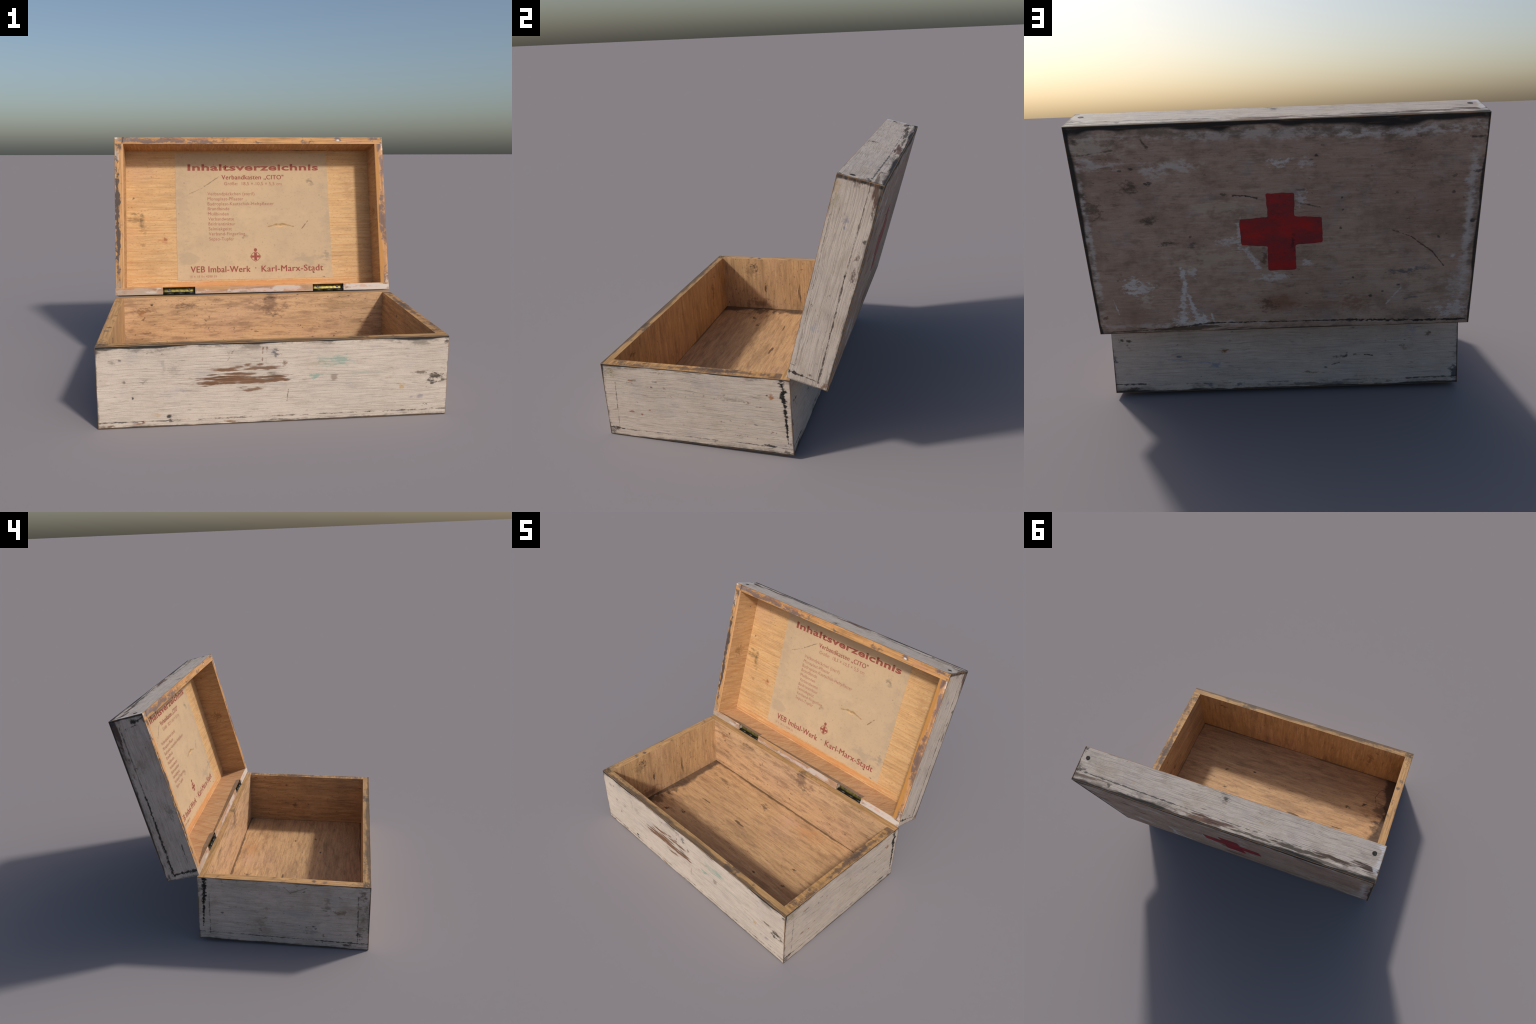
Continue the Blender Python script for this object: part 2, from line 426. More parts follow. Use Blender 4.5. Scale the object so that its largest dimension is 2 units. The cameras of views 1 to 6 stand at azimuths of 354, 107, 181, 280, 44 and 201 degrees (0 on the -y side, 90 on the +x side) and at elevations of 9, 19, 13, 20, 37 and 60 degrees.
M_right = paint('paint_right', 1, 2, 'u', 2, edges=[
    ('v1', BOX_H, 0.009, 0.002, 0.95, 1.0), ('v0', 0.0, 0.007, 0.003, 0.95, 0.9),
    ('u0', 0.0, 0.011, 0.006, 0.9, 0.9), ('u1', DEPTH, 0.003, 0.002, 0.6, 0.6)], marks=[
    ('line', (0.082, 0.36, 0.068, 0.045, 0.0035), (110, 100, 88), 0.75, dict(breaks=0.42)),
    ('line', (0.0, 0.049, 0.10, 0.047, 0.006), INK, 0.8, dict(breaks=0.40)),
    ('line', (0.08, 0.046, 0.70, 0.042, 0.0045), (72, 66, 60), 0.75, dict(breaks=0.47)),
    ('line', (0.80, 0.047, 1.153, 0.038, 0.004), INK, 0.75, dict(breaks=0.42)), ('line', (0.985, 0.050, 1.055, 0.046, 0.006), INK, 0.9),
    # back corner joint: shadow inside the gap painted as tapering black lines, uncut
    ('line', (1.103, 0.480, 1.112, 0.330, 0.021, 0.020), (30, 29, 26), 1.0), ('line', (1.115, 0.335, 1.122, 0.12, 0.0140, 0.007), (34, 32, 29), 1.0),
    ('line', (1.122, 0.13, 1.127, 0.05, 0.004, 0.002), INK, 0.8, dict(breaks=0.42)),
    ('spot', (1.040, 0.362, 0.022, 0.022), (158, 108, 72), 0.95, H), ('spot', (1.018, 0.368, 0.010, 0.009), INK, 0.8, H),
    ('spot', (0.057, 0.428, 0.035, 0.035), OLIVE, 0.65, F), ('spot', (0.181, 0.380, 0.018, 0.010), RUST, 0.75, H),
    ('spot', (0.207, 0.384, 0.022, 0.010), (120, 108, 92), 0.65, F), ('spot', (0.166, 0.174, 0.026, 0.010), (146, 96, 74), 0.8, H),
    ('spot', (0.229, 0.162, 0.012, 0.011), (142, 90, 68), 0.85, H), ('spot', (0.287, 0.199, 0.014, 0.008), (146, 100, 80), 0.75, H),
    ('spot', (0.316, 0.353, 0.009, 0.008), INK, 0.7, H), ('spot', (0.045, 0.046, 0.045, 0.014), (70, 60, 54), 0.85, F),
    ('spot', (0.02, 0.02, 0.03, 0.02), INK, 0.7, F), ('spot', (1.12, 0.018, 0.035, 0.016), (78, 70, 66), 0.8, F),
    ('spot', (0.62, 0.40, 0.10, 0.05), (170, 160, 150), 0.5, F), ('spot', (0.78, 0.32, 0.09, 0.018), (128, 112, 98), 0.45, F),
    ('spot', (0.36, 0.445, 0.06, 0.008), (110, 90, 76), 0.6, F), ('spot', (0.94, 0.175, 0.018, 0.007), INK, 0.5, H)],
    base=(205, 187, 171), alt=(196, 180, 165), specks=0.9)

M_left = paint('paint_left', 1, 2, 'u', 3, edges=[
    ('v1', BOX_H, 0.004, 0.003, 0.9, 1.0), ('v0', 0.0, 0.007, 0.006, 0.9, 0.9),
    ('u0', 0.0, 0.005, 0.006, 0.85, 0.9), ('u1', DEPTH, 0.006, 0.005, 0.7, 0.8)], marks=[
    ('line', (1.103, 0.480, 1.108, 0.330, 0.0195, 0.017), (26, 26, 25), 1.0), ('line', (1.109, 0.34, 1.120, 0.10, 0.017, 0.004), (30, 29, 28), 1.0),  # darkness of the gaping rear joint drawn in near-black on flat boards
    ('line', (1.074, 0.36, 1.074, 0.05, 0.005), (86, 82, 78), 0.75, dict(breaks=0.45)),
    ('line', (0.079, 0.40, 0.074, 0.045, 0.005), (82, 76, 68), 0.8, dict(breaks=0.43)),
    ('line', (0.0, 0.046, 0.35, 0.048, 0.006), (56, 52, 48), 0.85, dict(breaks=0.36)),
    ('line', (0.30, 0.050, 1.153, 0.056, 0.005), (78, 74, 70), 0.75, dict(breaks=0.42)),
    ('spot', (0.284, 0.300, 0.040, 0.026), (124, 112, 94), 0.75, F), ('spot', (0.20, 0.270, 0.055, 0.018), (116, 98, 78), 0.8, F),
    ('spot', (0.280, 0.362, 0.03, 0.03), (134, 122, 104), 0.6, F), ('spot', (0.045, 0.415, 0.035, 0.045), (112, 96, 80), 0.85, F),
    ('spot', (0.045, 0.225, 0.05, 0.14), (110, 98, 76), 0.75, dict(k=1.2, soft=0.9)), ('spot', (0.06, 0.10, 0.025, 0.03), (60, 56, 54), 0.8, F),
    ('spot', (0.364, 0.157, 0.014, 0.010), INK, 0.8, H), ('spot', (0.352, 0.142, 0.012, 0.009), INK, 0.7, H),
    ('spot', (0.38, 0.117, 0.07, 0.025), (132, 130, 130), 0.6, F), ('spot', (0.299, 0.093, 0.012, 0.020), (136, 106, 74), 0.8, H),
    ('spot', (0.139, 0.030, 0.05, 0.014), (78, 58, 48), 0.85, F), ('line', (0.567, 0.438, 0.525, 0.398, 0.005), (130, 118, 102), 0.6),
    ('line', (0.525, 0.400, 0.419, 0.443, 0.005), (124, 112, 96), 0.65), ('spot', (0.721, 0.152, 0.07, 0.03), (140, 132, 112), 0.55, F),
    ('spot', (0.986, 0.215, 0.016, 0.012), (84, 80, 78), 0.75, H), ('spot', (0.80, 0.430, 0.25, 0.03), (140, 130, 112), 0.4, F),
    ('spot', (0.50, 0.25, 0.14, 0.03), (150, 152, 150), 0.45, F), ('spot', (1.14, 0.40, 0.03, 0.05), (92, 84, 78), 0.6, F)],
    base=(202, 184, 171), alt=(188, 174, 162), dirt=0.55, specks=0.9, mottle=0.28)

M_back = paint('paint_back', 0, 2, 'u', 4, edges=[
    ('v0', 0.0, 0.010, 0.008, 0.9, 0.9), ('u0', -HALF, 0.006, 0.005, 0.8, 0.9), ('u1', HALF, 0.005, 0.004, 0.75, 0.9)], marks=[
    ('line', (0.82, 0.050, 1.0, 0.053, 0.006), INK, 0.9, dict(breaks=0.35)), ('line', (-1.0, 0.040, -0.70, 0.038, 0.005), INK, 0.85, dict(breaks=0.38)),
    ('line', (-0.75, 0.036, 0.9, 0.046, 0.004), (92, 88, 84), 0.6, dict(breaks=0.5)),
    ('spot', (0.939, 0.324, 0.026, 0.016), (52, 48, 42), 0.85, F), ('spot', (0.905, 0.316, 0.020, 0.012), (58, 54, 48), 0.85, F),
    ('spot', (0.911, 0.288, 0.012, 0.016), (70, 64, 58), 0.75, F), ('spot', (0.353, 0.241, 0.026, 0.015), (136, 90, 52), 0.95, H),
    ('spot', (0.333, 0.247, 0.03, 0.006), (120, 84, 52), 0.8, H), ('spot', (0.618, 0.208, 0.022, 0.009), (88, 92, 104), 0.8, H),
    ('spot', (0.41, 0.158, 0.05, 0.022), (120, 130, 148), 0.65, F), ('spot', (0.987, 0.200, 0.016, 0.028), (66, 66, 68), 0.8, F),
    ('spot', (0.92, 0.016, 0.14, 0.016), (58, 50, 40), 0.9, F), ('spot', (0.441, 0.034, 0.028, 0.016), (84, 88, 102), 0.75, F),
    ('spot', (0.27, 0.033, 0.026, 0.014), (88, 92, 104), 0.7, F), ('spot', (0.11, 0.034, 0.02, 0.014), (96, 98, 106), 0.6, F),
    ('spot', (-0.31, 0.180, 0.05, 0.012), (92, 80, 58), 0.8, F), ('spot', (-0.355, 0.192, 0.014, 0.020), (56, 52, 48), 0.85, F),
    ('spot', (-0.41, 0.193, 0.035, 0.008), (104, 90, 66), 0.75, F), ('line', (-0.46, 0.190, -0.505, 0.182, 0.005), (58, 50, 44), 0.85),
    ('spot', (-0.230, 0.120, 0.012, 0.007), INK, 0.7, H), ('line', (-0.27, 0.134, -0.315, 0.146, 0.004), (64, 60, 56), 0.8),
    ('spot', (-0.14, 0.092, 0.045, 0.009), (130, 108, 62), 0.75, F), ('spot', (-0.835, 0.304, 0.026, 0.015), (112, 92, 80), 0.85, F),
    ('spot', (-0.688, 0.232, 0.016, 0.020), (140, 112, 76), 0.7, F), ('spot', (-0.98, 0.065, 0.030, 0.055), (56, 60, 70), 0.85, dict(k=0.8, soft=0.6)),
    ('spot', (-0.734, 0.330, 0.05, 0.04), (140, 150, 166), 0.5, F), ('spot', (-0.20, 0.02, 0.4, 0.012), (66, 66, 66), 0.65, F),
    ('line', (0.70, 0.200, 0.45, 0.172, 0.006), (150, 158, 170), 0.6)],
    base=(200, 182, 168), alt=(190, 176, 165), dirt=0.35, specks=0.7)

# ------------------------------------------------------------------ painted outside of the lid
SEAM = -RAIL
M_lid_top = paint('paint_lid_top', 0, 2, 'u', 5, edges=[
    ('v0', -LID_H, 0.018, 0.008, 0.95, 0.8), ('u1', HALF, 0.013, 0.008, 0.9, 0.9), ('u0', -HALF, 0.002, 0.002, 0.3, 0.5)], marks=[
    ('line', (1.0, SEAM + 0.008, 0.30, SEAM - 0.004, 0.005), (92, 90, 86), 0.9, dict(breaks=0.33)),
    ('line', (0.30, SEAM - 0.004, -1.0, SEAM, 0.004), (104, 98, 92), 0.75, dict(breaks=0.42)),
    ('spot', (0.16, -0.205, 0.19, 0.016), 'bare', 0.9, S), ('spot', (0.02, -0.194, 0.13, 0.020), (104, 78, 70), 0.95, S),
    ('spot', (0.14, -0.184, 0.10, 0.010), (110, 84, 72), 0.9, S), ('spot', (-0.25, -0.200, 0.20, 0.012), (86, 76, 66), 0.85, S),
    ('spot', (-0.50, -0.190, 0.20, 0.014), (80, 70, 60), 0.9, S), ('spot', (-0.75, -0.175, 0.18, 0.018), (82, 66, 56), 0.95, S),
    ('spot', (-0.93, -0.160, 0.12, 0.030), (78, 62, 54), 0.95, S), ('spot', (-0.60, -0.215, 0.42, 0.010), (96, 90, 82), 0.8, S),
    ('spot', (0.93, -0.185, 0.16, 0.013), (116, 96, 84), 0.85, S), ('spot', (0.97, -0.150, 0.035, 0.035), (84, 76, 70), 0.8, F),
    ('spot', (0.75, -0.196, 0.022, 0.018), (88, 84, 76), 0.85, F), ('spot', (0.60, -0.215, 0.35, 0.009), (110, 98, 86), 0.8, S),
    ('spot', (0.015, -0.036, 0.022, 0.014), (62, 62, 60), 0.9, H), ('spot', (0.003, -0.052, 0.020, 0.012), (146, 108, 74), 0.85, H),
    ('spot', (0.01, -0.04, 0.045, 0.05), (110, 106, 100), 0.45, F), ('spot', (0.92, -0.062, 0.07, 0.04), (150, 140, 124), 0.35, F),
    ('spot', (0.99, -0.01, 0.03, 0.02), (76, 72, 68), 0.8, F), ('spot', (0.80, -0.004, 0.05, 0.006), (84, 74, 66), 0.7, F),
    ('spot', (0.60, -0.125, 0.02, 0.012), OCHRE, 0.5, F), ('spot', (0.48, -0.19, 0.02, 0.01), OCHRE, 0.6, F), ('spot', (-0.25, -0.11, 0.03, 0.008), OCHRE, 0.45, F),
    ('spot', (-0.985, -0.08, 0.020, 0.13), (216, 214, 216), 0.7, F)],
    base=(205, 190, 176), alt=(196, 183, 172), dirt=0.35, mottle=0.25)

M_lid_right = paint('paint_lid_right', 1, 2, 'u', 6, edges=[
    ('v0', -LID_H, 0.007, 0.007, 0.9, 0.7), ('u1', DEPTH, 0.013, 0.008, 0.9, 0.6), ('u0', 0.0, 0.003, 0.004, 0.75, 0.7),
    ('v1', 0.0, 0.003, 0.003, 0.7, 0.9)], marks=[
    ('line', (1.153, SEAM, 0.62, SEAM + 0.006, 0.004), (100, 86, 74), 0.8, dict(breaks=0.40)),
    ('line', (0.66, SEAM + 0.006, 0.03, SEAM - 0.002, 0.005), (66, 58, 52), 0.85, dict(breaks=0.36)),
    ('line', (0.047, 0.0, 0.042, -0.085, 0.012, 0.007), (40, 37, 34), 0.95), ('line', (0.042, -0.08, 0.036, -0.172, 0.004), (80, 70, 62), 0.75, dict(breaks=0.42)),
    ('line', (0.09, -0.030, 0.95, -0.018, 0.003), (130, 118, 104), 0.6, dict(breaks=0.42)), ('line', (0.09, -0.004, 0.09, -0.03, 0.003), (110, 100, 90), 0.7),
    ('spot', (1.105, -0.206, 0.06, 0.018), (92, 66, 56), 0.95, S), ('spot', (1.05, -0.214, 0.05, 0.014), (96, 70, 58), 0.95, F),
    ('spot', (1.139, -0.11, 0.012, 0.08), (78, 64, 54), 0.8, F), ('spot', (0.860, -0.210, 0.018, 0.016), (66, 66, 64), 0.9, H),
    ('spot', (0.660, -0.203, 0.05, 0.018), (92, 74, 66), 0.85, F), ('spot', (0.767, -0.196, 0.03, 0.014), (100, 82, 72), 0.8, F),
    ('spot', (1.00, -0.215, 0.03, 0.010), (80, 72, 66), 0.8, F), ('spot', (0.947, -0.100, 0.024, 0.022), BLUE, 0.6, F), ('spot', (0.90, -0.10, 0.012, 0.010), BLUE, 0.6, H),
    ('spot', (1.10, -0.020, 0.06, 0.02), OCHRE, 0.4, F), ('spot', (1.02, -0.03, 0.05, 0.02), OLIVE, 0.45, F),
    ('spot', (0.02, -0.205, 0.025, 0.02), (120, 84, 62), 0.85, F), ('spot', (0.06, -0.12, 0.012, 0.014), (84, 66, 56), 0.8, H),
    ('spot', (0.35, -0.223, 0.14, 0.006), (92, 84, 86), 0.8, F), ('spot', (0.33, -0.08, 0.04, 0.02), (150, 154, 160), 0.5, F)],
    base=(204, 188, 174), alt=(194, 179, 166), dirt=0.32)

M_lid_left = paint('paint_lid_left', 1, 2, 'u', 7, edges=[
    ('v0', -LID_H, 0.009, 0.009, 0.9, 0.8), ('u1', DEPTH, 0.013, 0.008, 0.9, 0.9), ('u0', 0.0, 0.004, 0.005, 0.8, 0.9)], marks=[
    ('line', (1.10, SEAM - 0.006, 0.60, SEAM, 0.005), (86, 78, 74), 0.8, dict(breaks=0.40)),
    ('line', (0.62, SEAM, 0.03, SEAM - 0.002, 0.008, 0.011), (40, 38, 36), 0.95),
    ('line', (0.036, SEAM, 0.043, -0.004, 0.009, 0.014), (36, 34, 32), 0.95), ('line', (0.092, -0.048, 0.24, -0.046, 0.004), (60, 56, 54), 0.8, dict(breaks=0.40)),
    ('spot', (1.116, -0.073, 0.017, 0.034), (30, 29, 28), 0.98, H), ('line', (1.116, -0.045, 1.130, -0.004, 0.005), INK, 0.85),
    ('line', (1.080, -0.14, 1.090, -0.06, 0.006), (92, 70, 58), 0.85, dict(breaks=0.42)), ('spot', (1.10, -0.008, 0.025, 0.012), (70, 62, 56), 0.8, F),
    ('spot', (1.06, -0.208, 0.11, 0.030), (78, 58, 54), 0.95, dict(k=0.7, soft=0.5)), ('spot', (0.93, -0.205, 0.11, 0.026), (84, 62, 56), 0.9, F),
    ('spot', (1.135, -0.21, 0.03, 0.03), (60, 56, 60), 0.9, F), ('spot', (0.478, -0.043, 0.06, 0.035), (130, 120, 106), 0.65, F),
    ('spot', (0.62, -0.222, 0.18, 0.010), (62, 58, 56), 0.85, F), ('spot', (0.82, -0.12, 0.06, 0.04), (140, 128, 112), 0.5, F),
    ('spot', (0.02, -0.21, 0.03, 0.02), (60, 54, 50), 0.8, F)],
    base=(199, 182, 170), alt=(186, 172, 162), dirt=0.5, mottle=0.28)

M_lid_bottom = paint('paint_lid_bottom', 0, 2, 'u', 8, edges=[('v0', -LID_H, 0.006, 0.006, 0.85, 0.7)], marks=[
    ('line', (-1.0, SEAM, 1.0, SEAM, 0.005), (80, 72, 66), 0.8, dict(breaks=0.40))], base=(196, 184, 170), alt=(188, 178, 166))

WHITE = (206, 202, 198)
M_panel = paint('paint_panel', 0, 1, 'u', 9, edges=[
    ('v1', DEPTH, 0.042, 0.006, 0.97, 0.85), ('v0', 0.0, 0.006, 0.005, 0.85, 0.6),
    ('u0', -HALF, 0.014, 0.006, 0.9, 0.9), ('u1', HALF, 0.020, 0.006, 0.94, 0.95)], marks=[
    # pale remains of paint along the borders
    ('spot', (0.965, 0.55, 0.022, 0.62), WHITE, 0.50, dict(k=0.8, soft=0.9)), ('spot', (-0.945, 0.62, 0.035, 0.66), WHITE, 0.55, dict(k=0.8, soft=0.9)),
    ('spot', (0.0, 1.088, 1.1, 0.030), WHITE, 0.40, dict(k=0.9, soft=0.9)), ('spot', (-0.62, 1.072, 0.42, 0.022), WHITE, 0.45, F),
    ('spot', (0.86, 1.05, 0.20, 0.055), (190, 178, 160), 0.65, F), ('spot', (0.60, 0.045, 0.45, 0.022), WHITE, 0.45, F),
    ('spot', (-0.90, 0.09, 0.10, 0.055), WHITE, 0.60, F), ('spot', (-0.90, 0.24, 0.06, 0.08), WHITE, 0.30, F),
    ('spot', (0.86, 0.957, 0.12, 0.030), WHITE, 0.50, F), ('spot', (0.53, 0.940, 0.20, 0.030), WHITE, 0.50, F), ('spot', (0.61, 0.90, 0.05, 0.05), WHITE, 0.35, F),
    ('spot', (-0.005, 0.942, 0.07, 0.022), WHITE, 0.75, F), ('spot', (-0.135, 0.935, 0.04, 0.028), WHITE, 0.5, F), ('spot', (-0.107, 0.752, 0.035, 0.045), WHITE, 0.55, F),
    ('spot', (0.755, 0.275, 0.075, 0.05), WHITE, 0.70, dict(k=1.2, soft=0.7)), ('spot', (0.735, 0.19, 0.055, 0.06), (196, 186, 168), 0.6, F), ('spot', (0.78, 0.30, 0.05, 0.05), WHITE, 0.5, F),
    ('spot', (0.512, 0.372, 0.020, 0.035), WHITE, 0.85, F), ('spot', (0.465, 0.362, 0.030, 0.045), WHITE, 0.65, F), ('line', (0.522, 0.39, 0.505, 0.28, 0.014), WHITE, 0.75, dict(breaks=0.42)),
    ('line', (0.508, 0.295, 0.542, 0.06, 0.017, 0.030), WHITE, 0.85, dict(breaks=0.36)), ('line', (0.500, 0.235, 0.452, 0.06, 0.009, 0.026), WHITE, 0.85, dict(breaks=0.36)),
    ('spot', (0.44, 0.066, 0.06, 0.030), WHITE, 0.75, F), ('spot', (0.56, 0.066, 0.05, 0.022), WHITE, 0.75, F), ('line', (0.43, 0.12, 0.42, 0.06, 0.007, 0.016), WHITE, 0.7), ('line', (0.385, 0.11, 0.372, 0.055, 0.005, 0.012), WHITE, 0.7),
    ('spot', (0.25, 0.535, 0.075, 0.030), WHITE, 0.6, F), ('spot', (0.205, 0.57, 0.018, 0.09), WHITE, 0.6, F), ('line', (0.175, 0.48, 0.115, 0.38, 0.018), WHITE, 0.7, dict(breaks=0.42)),
    ('spot', (0.04, 0.322, 0.10, 0.026), WHITE, 0.6, F), ('spot', (0.42, 0.44, 0.22, 0.07), (188, 174, 152), 0.4, F), ('spot', (-0.135, 0.40, 0.03, 0.022), WHITE, 0.6, F),
    ('spot', (0.30, 0.72, 0.16, 0.05), (190, 176, 154), 0.4, F), ('spot', (-0.877, 0.410, 0.018, 0.018), WHITE, 0.7, H),
    ('line', (0.898, 0.216, 0.876, 0.12, 0.004), WHITE, 0.55), ('line', (-0.55, 0.135, -0.622, 0.230, 0.006), WHITE, 0.5, dict(breaks=0.38)),
    # dark stains
    ('spot', (0.735, 0.842, 0.060, 0.045), (74, 62, 52), 0.80, dict(k=0.7, soft=0.9)), ('spot', (0.630, 0.857, 0.022, 0.014), (62, 54, 48), 0.85, F),
    ('spot', (0.657, 0.660, 0.050, 0.030), (74, 62, 52), 0.85, dict(k=0.6, soft=0.8)), ('spot', (0.925, 0.735, 0.055, 0.05), (84, 72, 60), 0.7, F), ('spot', (0.974, 0.810, 0.022, 0.022), (58, 50, 44), 0.85, F),
    ('spot', (0.559, 0.533, 0.065, 0.018), (76, 68, 58), 0.75, F), ('spot', (0.451, 0.525, 0.022, 0.024), (78, 72, 72), 0.7, F), ('spot', (0.455, 0.565, 0.012, 0.010), (70, 64, 62), 0.7, H),
    ('spot', (0.706, 0.937, 0.020, 0.008), INK, 0.8, H), ('spot', (0.760, 0.928, 0.010, 0.008), INK, 0.7, H), ('line', (0.64, 1.075, 0.615, 1.04, 0.009), (72, 64, 56), 0.75), ('spot', (0.77, 1.07, 0.03, 0.03), (92, 86, 82), 0.55, F),
    ('spot', (0.958, 1.079, 0.014, 0.012), INK, 0.85, H), ('line', (0.953, 1.010, 0.781, 1.030, 0.004), (84, 76, 68), 0.7, dict(breaks=0.38)),
    ('line', (0.225, 0.783, 0.165, 0.778, 0.006), INK, 0.85), ('line', (0.165, 0.778, 0.110, 0.763, 0.006), INK, 0.85), ('spot', (0.27, 0.785, 0.03, 0.008), (78, 70, 62), 0.7, F),
    ('line', (-0.086, 0.732, -0.20, 0.706, 0.005), (62, 52, 42), 0.8, dict(breaks=0.38)), ('line', (-0.08, 0.800, -0.125, 0.800, 0.005), (66, 60, 54), 0.6),
    ('spot', (-0.187, 0.970, 0.014, 0.013), INK, 0.9, H), ('spot', (-0.165, 0.948, 0.012, 0.006), INK, 0.6, H), ('line', (-0.510, 0.972, -0.66, 0.992, 0.006), (112, 106, 102), 0.6),
    ('line', (-0.566, 0.566, -0.66, 0.528, 0.004), (86, 60, 52), 0.8, dict(breaks=0.33)), ('line', (-0.66, 0.528, -0.775, 0.437, 0.0045), (82, 56, 48), 0.85, dict(breaks=0.36)), ('line', (-0.775, 0.437, -0.838, 0.356, 0.0045), (86, 60, 52), 0.85),
    ('spot', (-0.625, 0.330, 0.075, 0.020), (84, 88, 92), 0.75, F), ('spot', (-0.735, 0.343, 0.05, 0.014), (92, 94, 96), 0.6, F), ('line', (-0.60, 0.160, -0.778, 0.180, 0.007), (84, 90, 102), 0.65, dict(breaks=0.45)),
    ('spot', (-0.962, 0.602, 0.020, 0.018), INK, 0.95, H), ('spot', (-0.972, 0.863, 0.022, 0.012), INK, 0.8, F), ('spot', (-0.95, 1.035, 0.05, 0.010), (62, 54, 48), 0.8, F), ('spot', (-0.86, 0.765, 0.012, 0.012), (70, 64, 60), 0.75, H),
    ('spot', (0.084, 0.430, 0.026, 0.050), (92, 68, 46), 0.80, dict(k=0.9, soft=0.8)), ('spot', (0.975, 0.592, 0.016, 0.014), INK, 0.85, H), ('spot', (0.952, 0.108, 0.022, 0.016), (104, 78, 58), 0.85, F),
    ('spot', (-0.369, 0.301, 0.010, 0.009), INK, 0.85, H), ('spot', (-0.609, 0.251, 0.013, 0.011), INK, 0.85, H), ('spot', (-0.464, 0.185, 0.011, 0.010), INK, 0.85, H), ('spot', (-0.53, 0.215, 0.012, 0.008), INK, 0.8, H),
    ('spot', (-0.315, 0.69, 0.009, 0.009), INK, 0.75, H), ('spot', (-0.31, 0.75, 0.009, 0.009), INK, 0.75, H), ('spot', (-0.31, 0.585, 0.010, 0.009), INK, 0.75, H), ('spot', (-0.80, 0.52, 0.011, 0.010), INK, 0.75, H),
    # rusty zone below the cross
    ('spot', (0.01, 0.165, 0.15, 0.080), (128, 84, 56), 0.65, dict(k=0.8, soft=1.0)), ('spot', (0.08, 0.150, 0.05, 0.05), (88, 60, 42), 0.6, F), ('spot', (-0.20, 0.14, 0.16, 0.06), (134, 96, 70), 0.5, F), ('spot', (-0.38, 0.15, 0.09, 0.06), (130, 88, 64), 0.5, F),
    ('spot', (0.78, 0.12, 0.16, 0.12), (140, 108, 90), 0.4, F), ('spot', (-0.70, 0.06, 0.12, 0.05), (104, 92, 84), 0.6, F),
    # split along the lower border
    ('line', (0.95, 0.012, 0.656, 0.020, 0.004), (58, 46, 36), 0.85), ('line', (0.656, 0.020, 0.388, 0.052, 0.007), (58, 48, 40), 0.9), ('line', (0.388, 0.052, -0.365, 0.042, 0.005), (52, 46, 42), 0.9, dict(breaks=0.30)),
    ('line', (-0.365, 0.042, -0.667, 0.029, 0.008), (40, 38, 36), 0.95), ('line', (-0.667, 0.029, -0.975, 0.024, 0.007), (36, 34, 32), 0.95), ('spot', (0.388, 0.054, 0.024, 0.014), INK, 0.9, H), ('spot', (-0.365, 0.042, 0.020, 0.013), INK, 0.9, H),
    ('spot', (0.50, 0.022, 0.26, 0.016), (76, 64, 50), 0.85, S)],
    base=(180, 155, 136), alt=(164, 136, 118), dirt=0.62, dirt_col=(124, 104, 86), specks=1.0, grain_dark=0.18, mottle=0.5, light_col=(196, 182, 168))

# ------------------------------------------------------------------ bare wood inside
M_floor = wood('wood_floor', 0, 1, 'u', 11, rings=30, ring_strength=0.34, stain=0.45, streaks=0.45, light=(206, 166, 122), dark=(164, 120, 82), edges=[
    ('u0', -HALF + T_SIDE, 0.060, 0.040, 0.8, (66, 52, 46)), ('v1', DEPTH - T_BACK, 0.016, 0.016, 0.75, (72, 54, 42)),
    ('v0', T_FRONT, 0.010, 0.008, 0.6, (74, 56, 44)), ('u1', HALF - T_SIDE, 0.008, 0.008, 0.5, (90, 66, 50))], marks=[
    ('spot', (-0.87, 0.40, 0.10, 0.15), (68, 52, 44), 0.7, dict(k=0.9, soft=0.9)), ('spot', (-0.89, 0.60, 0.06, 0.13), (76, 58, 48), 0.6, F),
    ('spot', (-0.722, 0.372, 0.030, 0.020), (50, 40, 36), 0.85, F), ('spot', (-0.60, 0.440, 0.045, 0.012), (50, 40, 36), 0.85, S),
    ('spot', (-0.58, 0.665, 0.05, 0.007), (84, 64, 50), 0.75, S), ('spot', (-0.17, 0.675, 0.06, 0.010), (76, 58, 46), 0.8, S), ('spot', (-0.64, 0.955, 0.16, 0.020), (92, 70, 56), 0.65, F),
    ('spot', (-0.164, 0.966, 0.05, 0.035), (88, 70, 62), 0.7, F), ('spot', (0.08, 1.00, 0.13, 0.085), (206, 164, 136), 0.65, F), ('spot', (0.31, 0.995, 0.15, 0.07), (198, 142, 96), 0.5, F),
    ('spot', (0.298, 0.394, 0.020, 0.014), (58, 44, 38), 0.85, F), ('spot', (0.490, 0.627, 0.022, 0.014), (80, 60, 48), 0.8, F), ('spot', (0.534, 0.449, 0.018, 0.014), (66, 50, 42), 0.8, F),
    ('spot', (-0.584, 0.45, 0.012, 0.012), (60, 46, 40), 0.8, H), ('spot', (0.55, 0.90, 0.12, 0.05), (150, 112, 82), 0.4, F), ('spot', (-0.90, 1.06, 0.06, 0.03), (80, 60, 48), 0.5, F),
    ('line', (-0.797, 0.27, -0.822, 0.19, 0.004), (94, 68, 48), 0.7), ('line', (-0.822, 0.19, -0.887, 0.128, 0.004), (94, 68, 48), 0.65), ('line', (-0.797, 0.27, -0.83, 0.345, 0.004), (94, 68, 48), 0.65)])
